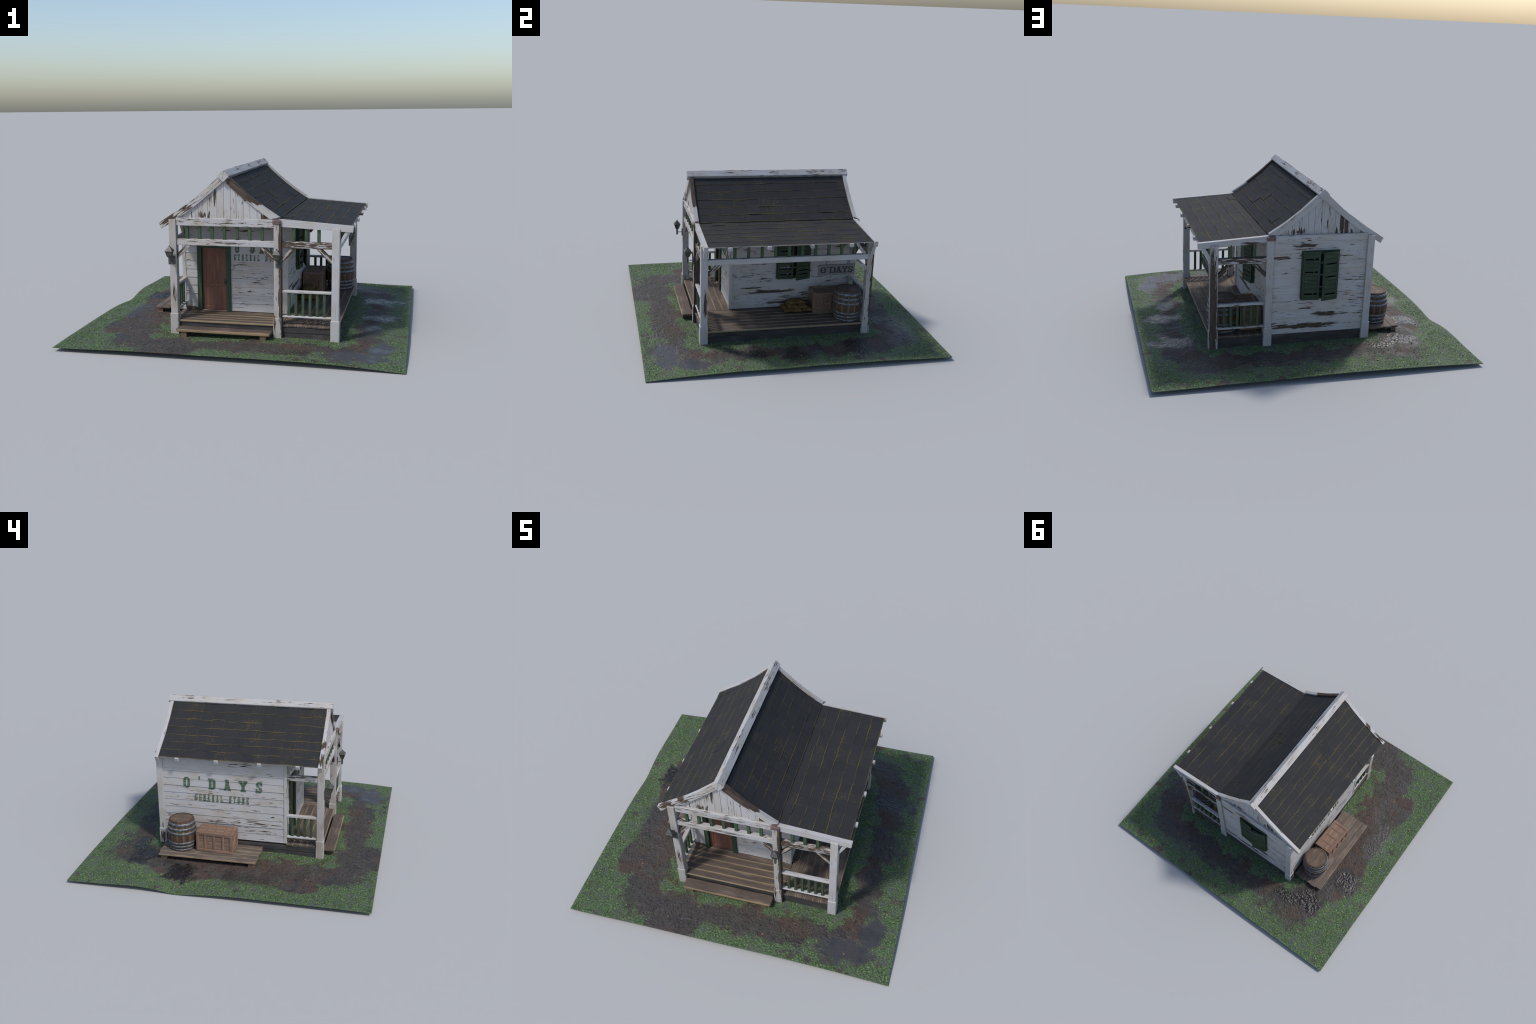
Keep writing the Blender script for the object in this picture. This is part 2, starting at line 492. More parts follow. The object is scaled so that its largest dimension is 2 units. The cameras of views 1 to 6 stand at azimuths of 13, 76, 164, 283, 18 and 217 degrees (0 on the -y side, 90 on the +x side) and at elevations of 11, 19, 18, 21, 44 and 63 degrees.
def build_ground():
    top = empty("ground_patch", (0, 0, 0), "square patch of muddy grass with puddles and trodden earth", "ground")
    nx, ny = 400, 390
    xs, ys = np.linspace(-1, 1, nx), np.linspace(-.972, .972, ny)
    X, Y = np.meshgrid(xs, ys)
    x, y = X.ravel(), Y.ravel()
    z = ground_z(x, y)
    mud = mud_field(x, y)
    lump = np.array([mnoise.fractal(Vector((a * 28, b * 28, 0)), 1.0, 2.0, 3) for a, b in zip(x, y)])
    clod = np.zeros(len(x))
    ragged = np.array([mnoise.noise(Vector((a * 13, b * 13, 6))) for a, b in zip(x, y)])
    for cx, cy, rx, ry, s in WET[:HEAPS]:
        e = np.hypot((x - cx) / rx, (y - cy) / ry) + .5 * ragged
        clod = np.maximum(clod, np.clip((1.15 - e) * 1.6, 0, 1) * s)
    peb = np.array([mnoise.noise(Vector((a * 62, b * 62, 3))) if c > 0 else 0 for a, b, c in zip(x, y, clod)])
    rim = np.minimum(np.clip((1 - np.abs(x)) / .05, 0, 1), np.clip((.972 - np.abs(y)) / .05, 0, 1))
    pud = np.zeros(len(x))
    for cx, cy, rx, ry in PUDDLE:
        pud = np.maximum(pud, np.clip(1.3 - np.hypot((x - cx) / rx, (y - cy) / ry), 0, 1))
    z = z + rim * (lump * (.0012 + .0016 * mud) * (1 - pud) + peb * clod * .0062)
    TH = .003
    z = z - z.min() + TH
    verts = np.c_[x, y, z].tolist() + np.c_[x, y, z - TH].tolist()
    idx = np.arange(nx * ny).reshape(ny, nx)
    q = np.stack([idx[:-1, :-1], idx[:-1, 1:], idx[1:, 1:], idx[1:, :-1]], -1).reshape(-1, 4)
    M = nx * ny
    faces = q.tolist() + (q[:, ::-1] + M).tolist()
    loop = list(idx[0, :]) + list(idx[1:, -1]) + list(idx[-1, -2::-1]) + list(idx[-2:0:-1, 0])
    for a, b in zip(loop, loop[1:] + loop[:1]):
        faces.append([int(b), int(a), int(a) + M, int(b) + M])
    me = bpy.data.meshes.new("soil")
    me.from_pydata(verts, [], faces)
    me.polygons.foreach_set("use_smooth", [True] * len(q) + [False] * (len(faces) - len(q)))
    me.materials.append(ground_material())
    place("soil", me, top)
    build_grass(top)
    # a few fallen leaves
    leaf_mat = plain("dead_leaf", (120, 88, 74), (150, 112, 96), rough=0.8)
    bm = bmesh.new()
    bmesh.ops.create_circle(bm, cap_ends=True, segments=9, radius=.008)
    for v in bm.verts:
        v.co.x *= 1.35
        v.co.z = .0035 * abs(v.co.y) / .008
    ext = bmesh.ops.extrude_face_region(bm, geom=list(bm.faces))
    for v in [g for g in ext["geom"] if isinstance(g, bmesh.types.BMVert)]:
        v.co.z += .0012
    leaf = finish_mesh(bm, "fallen_leaf", leaf_mat)
    r = random.Random(3)
    spots = [(-.93, -.384), (-.931, .235), (-.884, .505), (-.926, .853)]
    while len(spots) < 26:
        s = (r.uniform(-.96, .96), r.uniform(-.93, .93))
        if house_dist(*map(np.array, s)) > .22:
            spots.append(s)
    for s in spots:
        o = place("fallen_leaf", leaf, top, (s[0], s[1], float(ground_z(*s)[0]) + .003), r.uniform(0, TAU))
        k = r.uniform(.5, .85)
        o.scale = (k, k, k)


def build_grass(top):
    """Short leafy blades, low to the ground, thick where the mud field is low."""
    r = np.random.default_rng(11)
    n = 72000
    x, y = r.uniform(-.985, .985, n), r.uniform(-.960, .960, n)
    m = mud_field(x, y)
    nz = np.array([mnoise.noise(Vector((a * 3.2, b * 3.2, 9))) + .6 * mnoise.noise(Vector((a * 10, b * 10, 4))) for a, b in zip(x, y)])
    for cx, cy, rx, ry, s in WET:
        m = np.maximum(m, s * np.clip(1.6 - 1.2 * np.hypot((x - cx) / rx, (y - cy) / ry), 0, 1))
    for cx, cy, rx, ry in BARE:
        m = np.maximum(m, np.clip(1.7 - 1.1 * np.hypot((x - cx) / rx, (y - cy) / ry), 0, 1))
    for cx, cy, rx, ry in PUDDLE:
        m = np.maximum(m, np.clip(2.2 - 1.6 * np.hypot((x - cx) / rx, (y - cy) / ry), 0, 1))
    keep = (.58 - m * 1.0 + nz * .8) > r.uniform(-.25, 1.3, n)
    keep &= house_dist(x, y) > .0
    keep &= ~((x > -.66) & (x < -.40) & (y > -.2) & (y < .5))
    x, y = x[keep], y[keep]
    n = len(x)
    z = ground_z(x, y) + .002
    a = r.uniform(0, TAU, n)
    L = r.uniform(.004, .0085, n)
    w = r.uniform(.0012, .0024, n)
    up = r.uniform(.15, .8, n)
    dx, dy = np.cos(a), np.sin(a)
    hx, hz = L * np.sqrt(1 - up ** 2), L * up
    base = np.c_[x, y, z]
    side = np.c_[-dy, dx, 0 * x] * w[:, None]
    mid = base + np.c_[dx * hx * .5, dy * hx * .5, hz * .7]
    tip = base + np.c_[dx * hx, dy * hx, hz]
    V = np.stack([base - side * .6, base + side * .6, mid + side, mid - side, tip], 1).reshape(-1, 3)
    i = np.arange(n) * 5
    F = np.c_[i, i + 1, i + 2, i + 3].tolist() + np.c_[i + 3, i + 2, i + 4].tolist()
    me = bpy.data.meshes.new("grass")
    me.from_pydata(V.tolist(), [], F)
    N = Nodes("grass_blades")
    p = N.pos()
    t = N.noise(p, 22.0, 3.0, 0.6)
    f = N.noise(p, 170.0, 2.0, 0.5)
    col = N.mix(N.step(t, 0.35, 0.65), srgb(57, 74, 48), srgb(85, 110, 66))
    col = N.mix(N.math("MULTIPLY", N.step(f, 0.5, 0.62), N.step(t, 0.4, 0.6, 0.25, 1.0)), col, srgb(128, 153, 94))
    col = N.mix(N.step(f, 0.36, 0.44, 0.7, 0.0), col, srgb(38, 46, 34))
    me.materials.append(N.done(col, 0.7, 0.25))
    place("grass", me, top, kind="stuff")


# ------------------------------------------------------------------ the store
DECK = 0.118
Y_F, Y_B = -.345, .525           # front and back wall planes
X_W, X_E = -.400, .262           # west and east wall planes
RIDGE_X, RIDGE_Z = -.067, .985
# height of the roof's upper edge over the distance from the ridge
ROOF = ((.030, .983), (.130, .892), (.210, .829), (.250, .801), (.406, .701))
SHED_X0, SHED_X1, SHED_Z0, SHED_Z1 = .256, .682, .741, .710


def roof_z(d):
    for (a, za), (b, zb) in zip(ROOF, ROOF[1:]):
        if d <= b:
            return za + (zb - za) * (d - a) / (b - a)
    return ROOF[-1][1]


PEEL_N = (((.02, .53, .150), (.27, .06, .022), .42), ((.02, .53, .673), (.10, .06, .014), .42), ((-.12, .53, .222), (.16, .06, .018), .26),
          ((-.15, .53, .60), (.10, .06, .03), .2), ((.17, .53, .60), (.08, .06, .02), .2), ((.02, .53, .27), (.12, .06, .012), .2))
PEEL_E = (((.262, -.05, .235), (.06, .20, .02), .30), ((.262, .12, .15), (.06, .30, .012), .36), ((.262, -.2, .265), (.06, .1, .01), .24))
PEEL_W = (((-.40, .02, .655), (.06, .26, .03), .13), ((-.40, .17, .235), (.06, .16, .02), .16), ((-.40, -.22, .235), (.06, .14, .025), .14), ((-.40, .24, .675), (.06, .12, .012), .12))
PEEL_F = (((-.36, -.345, .128), (.06, .06, .016), .5), ((-.14, -.345, .665), (.2, .06, .012), .22), ((-.1, -.345, .63), (.3, .06, .012), .2))


def siding(house):
    """Lapped boards: each leans out at its lower edge, over the board below."""
    pitch, lap = .0522, .0046

    def course(name, axis, plane, sign, a, b, patches, wear, z0, z1):
        mat = white_paint("x" if axis == "x" else "y", wear, patches)
        z = z0
        k = 0
        while z < z1 - .012:
            zt = min(z + pitch, z1)
            h = pitch * .0
            bm = bmesh.new()
            out = lap + rng.uniform(-.0008, .0012)
            n = 9
            ring = []
            for i in range(n + 1):
                t = a + (b - a) * i / n
                jz = .0009 * mnoise.noise(Vector((t * 9, z * 31, 2))) if 0 < i < n else 0
                prof = [(0.0, z + .001), (out, z + .001 + jz), (out - .0006, z + .004 + jz), (.0008, zt + .001), (0.0, zt + .001)]
                row = []
                for o, zz in prof:
                    row.append(bm.verts.new((t, plane + sign * o, zz) if axis == "x" else (plane + sign * o, t, zz)))
                ring.append(row)
            for p, q in zip(ring, ring[1:]):
                for j in range(len(p)):
                    bm.faces.new((p[j], q[j], q[(j + 1) % 5], p[(j + 1) % 5]))
            bm.faces.new(ring[0])
            bm.faces.new(ring[-1][::-1])
            place("clapboard", finish_mesh(bm, "clapboard", mat), house)
            z += pitch
            k += 1

    course("f", "x", Y_F, -1, -.386, -.298, PEEL_F, .012, DECK + .001, DECK + .001 + 8 * pitch)
    course("f", "x", Y_F, -1, -.103, .225, PEEL_F, .012, DECK + .001, DECK + .001 + 8 * pitch)
    course("f", "x", Y_F, -1, -.386, .225, PEEL_F, .012, DECK + .001 + 8 * pitch, .718)
    course("w", "y", X_W, -1, -.333, .505, PEEL_W, -.012, DECK + .001, .716)
    course("e", "y", X_E - .004, 1, -.338, .53, PEEL_E, .012, DECK + .001, .706)
    course("n", "x", Y_B, 1, -.37, .225, PEEL_N, .016, .106, .702)
    # core behind the boards
    dark = plain("dark_interior", (30, 28, 27), (40, 37, 35))
    box("wall_core", (X_W + .002, Y_F + .018, .10), (X_E - .006, Y_B - .002, .704), dark, house, 0)
    trim = lambda lo, hi, w=.01: box("corner_trim", lo, hi, white_paint("z", w), house, .0015, 10, .0008)
    trim((X_W - .006, Y_F - .006, DECK), (-.384, -.331, .712))
    trim((.225, Y_F - .0085, DECK), (X_E + .006, -.331, .712))


def lap_out(z, lap=.0055, pitch=.0522):
    t = ((z - DECK - .001) / pitch) % 1.0
    return lap * (1 - t) + .001


def gable(house, y0, y1, sign, seed, patches):
    """Upright boards of uneven width filling the gable."""
    r = random.Random(seed)
    mat = white_paint("z", .0, patches, .15)
    x = -.405
    base = .735
    while x < .262:
        w = r.choice((.033, .040, .042, .043, .058))
        x2 = min(x + w, .265)
        zs = []
        for t in (x + .0008, x2 - .0008):
            d = abs(t - RIDGE_X)
            zs.append(max(base + .004, roof_z(max(d, .031)) - .022))
        pts = [(x + .0008, base), (x2 - .0008, base)]
        if x < RIDGE_X < x2:
            pts += [(x2 - .0008, zs[1]), (RIDGE_X, .955), (x + .0008, zs[0])]
        else:
            pts += [(x2 - .0008, zs[1]), (x + .0008, zs[0])]
        o = r.uniform(0, .0012)
        prism_y("gable_board", pts, y0 + sign * o, y1, mat, house)
        x = x2


def roof(house):
    deck_mat = white_paint("y", -.02)
    # thin boarding under the shingles
    ds = [.020] + [d for d, _ in ROOF[1:]]
    felt = plain("black_roofing_felt", (30, 30, 31), (38, 38, 39), rough=.9)

    def layer(name, top, thick, mat, trim):
        for s, stop, dz in ((-1, .387 - trim, .0), (1, .309, .0045)):
            prof = [(RIDGE_X + s * d, roof_z(max(d, .03)) - top - dz + (.003 if s < 0 else 0)) for d in ds if d < stop] + [(RIDGE_X + s * stop, roof_z(stop) - top - dz + (.003 if s < 0 else 0))]
            prism_y(name, prof + [(x, z - thick) for x, z in reversed(prof)], -.5615, .5025, mat, house)
        prof = [(.236, SHED_Z0 - top + .0088), (.664 - trim, SHED_Z1 - top + .0085)]
        prism_y(name, prof + [(x, z - thick) for x, z in reversed(prof)], -.5615, .5025, mat, house)

    layer("roofing_felt", .0137, .0010, felt, 0)
    layer("roof_boarding", .0152, .0065, deck_mat, .002)
    # shingles
    mat = shingle_material()
    W, ROW, TH = .0845, .0675, .0015

    def tile(width, length, seed):
        bm = bmesh.new()
        r = random.Random(seed)
        n = 5
        grid = []
        for i in range(n + 1):
            u = -width / 2 + width * i / n
            e = r.uniform(-.0007, .0007)
            grid.append([bm.verts.new(c) for c in ((u, 0 + e, 0), (u, 0 + e, TH * .8), (u, .001 + e, TH), (u, length, TH * .75), (u, length, 0))])
        for p, q in zip(grid, grid[1:]):
            for j in range(5):
                bm.faces.new((p[j], q[j], q[(j + 1) % 5], p[(j + 1) % 5]))
        bm.faces.new(grid[0])
        bm.faces.new(grid[-1][::-1])
        return finish_mesh(bm, "shingle", mat)

    r = random.Random(21)
    y_lo, y_hi = -.561, .503
    cols = 13
    last = (y_hi - y_lo) - 12 * W
    full = [tile(W - .0004, ROW + .016, k) for k in range(5)]
    part = [tile(last - .0004, ROW + .016, 40 + k) for k in range(2)]

    def field(at, smax, rows, pitch, flip, length_limit):
        """at(s) gives (x, z) at distance s up from the eave."""
        for k in range(rows):
            s0 = k * pitch
            s1 = min(s0 + pitch + .014, smax)
            (xa, za), (xb, zb) = at(s0), at(s1)
            up = Vector((xb - xa, 0, zb - za)).normalized()
            X = Vector((0, 1 if not flip else -1, 0))
            Zn = X.cross(up)
            if Zn.z < 0:
                X = -X
                Zn = X.cross(up)
            for c in range(cols):
                wide = W if c < 12 else last
                yc = y_lo + (c * W + wide / 2)
                j = r.gauss(0, .0026) if k else 0.0
                lift = r.uniform(.0, .0005) + (.0025 if r.random() < .03 else 0)
                tilt = .024 + r.uniform(-.002, .003)
                R = Matrix((X, up, Zn)).transposed() @ Matrix.Rotation(-tilt, 3, "X") @ Matrix.Rotation(r.gauss(0, .006), 3, "Z")
                me = r.choice(full) if c < 12 else r.choice(part)
                o = Vector((xa, yc, za)) + up * j + Zn * (lift + .0022)
                ob = place("shingle", me, house, o, R)
                short = (s1 - s0) / (ROW + .016)
                if short < .93:
                    ob.scale[1] = short

    def poly(pts, z_off):
        seg = [math.dist(a, b) for a, b in zip(pts, pts[1:])]

        def at(s):
            for (a, b), L in zip(zip(pts, pts[1:]), seg):
                if s <= L or (a, b) == (pts[-2], pts[-1]):
                    t = s / L
                    return a[0] + (b[0] - a[0]) * t, a[1] + (b[1] - a[1]) * t + z_off
                s -= L
        return at, sum(seg)

    OFF = -.0095
    west = [(RIDGE_X - .390, roof_z(.390))] + [(RIDGE_X - d, z) for d, z in reversed(ROOF[:-1])]
    at, L = poly(west, -.0115)
    field(at, L, 7, L / 7.0, False, L)
    dv = .254 - RIDGE_X
    east = [(RIDGE_X + dv, roof_z(dv))] + [(RIDGE_X + d, z) for d, z in reversed(ROOF) if d < dv]
    at, L = poly(east, -.0185)
    field(at, L, 6, L / 5.75, True, L)
    shed = [(.667, SHED_Z1 + .0008), (.2375, SHED_Z0 + .0006)]
    at, L = poly(shed, -.0075)
    field(at, L, 6, L / 6.0, True, L)

    # ridge beam, turned on its corner
    bm = bmesh.new()
    h = .0335
    n = 16
    rings = []
    for i in range(n + 1):
        y = -.602 + 1.143 * i / n
        ring = []
        for k in range(4):
            a = k * math.pi / 2
            for da in (-.07, .07):
                j = .0008 * mnoise.noise(Vector((y * 14, k * 3.1, da * 50))) if 0 < i < n else 0
                rr = h - .0012 + j
                ring.append(bm.verts.new((RIDGE_X + rr * math.cos(a + da), y, RIDGE_Z - .0005 + rr * math.sin(a + da))))
        rings.append(ring)
    for p, q in zip(rings, rings[1:]):
        for j in range(8):
            bm.faces.new((p[j], q[j], q[(j + 1) % 8], p[(j + 1) % 8]))
    bm.faces.new(rings[0])
    bm.faces.new(rings[-1][::-1])
    ridge = place("ridge_beam", finish_mesh(bm, "ridge_beam", white_paint("y", .01, tuple(((RIDGE_X + dx, yy, RIDGE_Z + .017), (.022, .085, .010), .14) for yy, dx in ((-.45, -.015), (-.33, .016), (-.17, -.015), (.02, .015), (.12, -.014), (.27, .016), (.41, -.015))))), house)

    # barge boards on both gables, running on down the shed roof
    def rake(y0, y1, pw, pe, ps):
        deep = .040
        for s, stop, mat in ((-1, .404, pw), (1, .326, pe)):
            outer = [(.012, .998)] + [p for p in ROOF[1:] if p[0] < stop] + [(stop, roof_z(stop))]
            outer = [(.028, .984)] + outer[1:]
            inner = []
            for i, (d, z) in enumerate(outer):
                a = outer[max(i - 1, 0)]
                b = outer[min(i + 1, len(outer) - 1)]
                t = Vector((b[0] - a[0], b[1] - a[1])).normalized()
                nrm = Vector((-abs(t.y), -abs(t.x)))
                inner.append((d + nrm.x * deep * .82, z + nrm.y * deep))
            inner[0] = (.0, .955)
            if s > 0:
                inner[-1] = (.272, .739)
            pts = [(RIDGE_X + s * d, z) for d, z in outer] + [(RIDGE_X + s * d, z) for d, z in reversed(inner)]
            prism_y("barge_board", pts, y0, y1, mat, house)
        pts = [(SHED_X0 + .003, SHED_Z0 - .001), (SHED_X1, SHED_Z1), (SHED_X1 - .003, SHED_Z1 - .035), (SHED_X0 + .003, SHED_Z0 - .043)]
        prism_y("barge_board", pts, y0 - .0015 if y0 < 0 else y0, y1 if y0 < 0 else y1 + .0015, ps, house)

    ang = math.atan2(.282, .374)
    pfw = white_paint(("xz", ang), .03, (((-.42, -.57, .728), (.10, .05, .05), .32), ((-.32, -.57, .795), (.08, .05, .03), .25)))
    pfe = white_paint(("xz", -ang), .0, (((.00, -.57, .935), (.08, .05, .07), .6), ((.07, -.57, .882), (.08, .05, .06), .6), ((.13, -.57, .838), (.06, .05, .035), .4)))
    pbk = white_paint(("xz", ang), -.05)
    rake(-.586, -.562, pfw, pfe, white_paint("x", -.06))
    rake(.504, .527, pbk, white_paint(("xz", -ang), -.03), white_paint("x", -.02, (((.37, .52, .70), (.12, .05, .012), .3),)))

    # rafter tails
    t_w = white_paint("x", -.08)
    for y in (.378, .110, -.179, -.430):
        strut("rafter", (-.33, y, .7365), (-.4635, y, .6880), .027, .024, t_w, house, 2, .0008, (0, 1, 0))
    for y, m in ((-.425, t_w), (-.179, t_w), (.096, white_paint("x", .06)), (.355, t_w)):
        strut("rafter", (.275, y, .7105), (.6825, y, .6905), .026, .022, m, house, 6, .0008, (0, 1, 0))
    # eave plank under the shed edge
    return ridge


POST_X = (-.383, .249, .585)


def porch(house):
    def post(x, yc, top, wear, patches=(), w=.044, cap=False):
        mat = white_paint("z", wear, patches, .2 if wear < -.03 else .65)
        base_z = .157
        box("post", (x - w / 2, yc - w / 2, base_z - .004), (x + w / 2, yc + w / 2, top), mat, house, .002, 18, .0010)
        gz = float(ground_z(x, yc)[0]) - .012
        b = w / 2 + .0042
        o = box("post_base", (x - b, yc - b, gz), (x + b, yc + b, base_z), mat, house, .003, 4, .0008)
        return o

    yf, yb = -.573, .518
    post(POST_X[0], yf, .727, -.02, (((-.383, -.595, .30), (.012, .02, .12), .14),))
    post(POST_X[1], yf, .713, .0, (((.274, -.59, .46), (.024, .05, .6), .62), ((.232, -.6, .12), (.012, .02, .1), .35)))
    post(POST_X[2], yf, .694, -.06, (((.607, -.565, .30), (.02, .016, .12), .5),))
    post(POST_X[2], yb, .694, .015, (((.592, .545, .30), (.035, .022, .55), .55), ((.607, .54, .40), (.012, .02, .35), .3)))
    post(POST_X[1], yb, .713, -.03)
    post(-.388, yb + .003, .724, -.05, (((-.41, .52, .10), (.02, .03, .1), .4),))
    # iron strap plates over the middle posts
    rust = plain("rusty_iron_strap", (92, 70, 66), (120, 98, 92), (90, 90, 90), .6)
    for y0, y1 in ((-.6, -.55), (.5, .545)):
        box("strap_plate", (.2195, y0, .7125), (.270, y1, .736), rust, house, .002)
        yy = y0 if y0 < 0 else y1
        s = -1 if y0 < 0 else 1
        for x in (.231, .2585):
            box("strap_bolt", (x - .004, min(yy, yy + s * .002), .720), (x + .004, max(yy, yy + s * .002), .728), plain("iron", (60, 58, 58), (84, 82, 82)), house, .001)

    # beams
    heavy = white_paint("x", .115)
    box("beam", (-.361, -.588, .690), (.226, -.556, .7365), white_paint("x", .015), house, .002, 24, .0012)
    box("beam", (-.361, -.587, .574), (.227, -.557, .611), white_paint("x", .035, (((.0, -.587, .592), (.16, .03, .012), .14),)), house, .002, 24, .0014)
    box("beam", (.271, -.587, .574), (.563, -.557, .611), heavy, house, .002, 14, .0016)
    box("beam", (.271, .508, .576), (.563, .538, .6125), white_paint("x", .14), house, .002, 14, .0016)
    box("beam", (.580, -.551, .566), (.607, .496, .602), white_paint("y", -.045), house, .002, 24, .0010)
    box("beam", (-.403, -.551, .574), (-.376, -.343, .610), white_paint("y", .035), house, .002, 8, .0012)
    box("beam", (-.366, .508, .700), (.224, .534, .739), white_paint("x", .0), house, .002, 20, .0010)

    # slats above the beams
    g = green_paint("z", (64, 84, 60))

    def slat(z0, z1, sx, sy):
        return box_mesh("baluster", sx, sy, z1 - z0, g, .0015)

    up_f = slat(.608, .694, .019, .013)
    for x in (-.298, -.222, -.147, -.071, .005, .080, .155, .340, .413, .486):
        place("baluster", up_f, house, (x, -.572, .651), rng.uniform(-.06, .06))
    for x in (.344, .416, .489):
        place("baluster", up_f, house, (x, .522, .651), rng.uniform(-.06, .06))
    up_e = slat(.599, .700, .013, .019)
    for k in range(10):
        place("baluster", up_e, house, (.592, -.381 + k * .0875, .6495), rng.uniform(-.06, .06))

    # railings
    rail_paint = white_paint("x", -.01)
    low = slat(.168, .314, .0165, .012)
    for y, yy in ((-.573, 1), (.521, -1)):
        m = rail_paint if y < 0 else white_paint("x", .05)
        box("rail", (.270, y - .013, .309), (.563, y + .013, .324), m, house, .003, 12, .0014)
        box("rail", (.270, y - .0125, .1615), (.563, y + .0125, .172), m, house, .003, 12, .0014)
        for k in range(6):
            place("baluster", low, house, (.3125 + k * .0415, y, .241), rng.uniform(-.08, .08))
    low_w = slat(.168, .320, .012, .0165)
    mw = white_paint("y", -.03)
    box("rail", (-.403, -.551, .310), (-.377, -.350, .328), mw, house, .003, 8, .0012)
    box("rail", (-.402, -.551, .160), (-.378, -.350, .173), mw, house, .003, 8, .0012)
    for k in range(4):
        place("baluster", low_w, house, (-.390, -.387 - k * .042, .244), rng.uniform(-.08, .08))

    # knee braces
    def brace(a, b, ang, wear=.10, w=.022, h=.024):
        p = white_paint(ang, wear, (), .6)
        strut("brace", a, b, w, h, p, house, 4, .0012)

    r45, l45 = ("xz", .80), ("xz", -.80)
    brace((-.366, -.572, .500), (-.284, -.572, .578), r45, .12)
    brace((.228, -.572, .498), (.152, -.572, .580), l45, .22)
    brace((.270, -.572, .496), (.348, -.572, .578), r45, .20)
    brace((.565, -.572, .496), (.482, -.572, .580), l45, .22)
    brace((.565, .522, .496), (.482, .522, .582), l45, .20)
    brace((.270, .522, .496), (.352, .522, .582), r45, .20)
    ryz = ("yz", .80), ("yz", -.80)
    brace((.592, -.553, .497), (.592, -.470, .574), ryz[0], .13)
    brace((.592, .498, .497), (.592, .412, .574), ryz[1], .10)
    for y in (-.572, .520):
        strut("brace", (.603, y, .600), (.650, y, .682), .022, .018, white_paint(("xz", 1.0), -.05), house, 3, .0008)
    strut("brace", (.586, .480, .600), (.586, .408, .688), .018, .020, white_paint("z", -.02), house, 3, .0008)
    strut("brace", (-.390, -.357, .608), (-.390, -.418, .690), .018, .020, white_paint("z", .03), house, 3, .0008)

    # deck
    r = random.Random(5)
    mx, my = plank_wood("x"), plank_wood("y", across=0)
    n, y0, y1 = 5, -.590, -.346
    for k in range(n):
        a = y0 + (y1 - y0) * k / n
        b = a + (y1 - y0) / n
        box("deck_plank", (-.362 if k == 0 else -.405 + r.uniform(-.004, .004), a + .0012, .1045 + r.uniform(-.0008, .0008)),
            (.2275 if k == 0 else .272, b - .0012, .1165 + r.uniform(-.001, .0008)), mx, house, .0022, 8, .0006)
    # shed bay: planks running back along the wall, broken at staggered joints
    n, x0, x1 = 7, .2625, .6035
    cuts = ((-.33, .10), (-.05, .30), (-.335, .18), (-.1, .33), (-.31, .07), (-.12, .26), (-.36, .12))
    for k in range(n):
        a = x0 + (x1 - x0) * k / n
        b = a + (x1 - x0) / n
        ends = [-.588 + r.uniform(-.003, .003) if k < 6 else -.548] + list(cuts[k]) + [.531 + r.uniform(-.003, .003) if k < 6 else .494]
        if k == 0:
            ends[0] = -.588
        for p, q in zip(ends, ends[1:]):
            lo = a + (.0105 if k == 0 and p < -.35 else 0)
            box("deck_plank", (lo + .0012, p + .0006, .1050 + r.uniform(-.0008, .0008)), (b - .0012, q - .0006, .1172 + r.uniform(-.001, .0008)), my, house, .0022, 6, .0006)
    # skirt boards under the deck
    def skirt_mat(grain):
        return plank_wood(grain, (62, 60, 60), (66, 64, 63), (28, 27, 27), .1, "charred_skirt_boards", 2)
    sx, sy = skirt_mat("x"), skirt_mat("y")
    for za, zb, o in ((.014, .068, .0), (.069, .1045, .003)):
        box("skirt_board", (-.362, -.578 - o, za), (.228, -.565, zb), sx, house, .0015, 8, .001)
        box("skirt_board", (.270, -.578 - o, za), (.563, -.565, zb), sx, house, .0015, 6, .001)
        box("skirt_board", (.572, -.551, za), (.5855 + o, .497, zb), sy, house, .0015, 10, .001)
        box("skirt_board", (-.401 - o, -.552, za), (-.385, .497, zb), sy, house, .0015, 10, .001)
        box("skirt_board", (-.366, .515, za), (.227, .5285 + o, zb), sx, house, .0015, 8, .001)
        box("skirt_board", (.270, .510, za), (.563, .5235 + o, zb), sx, house, .0015, 6, .001)


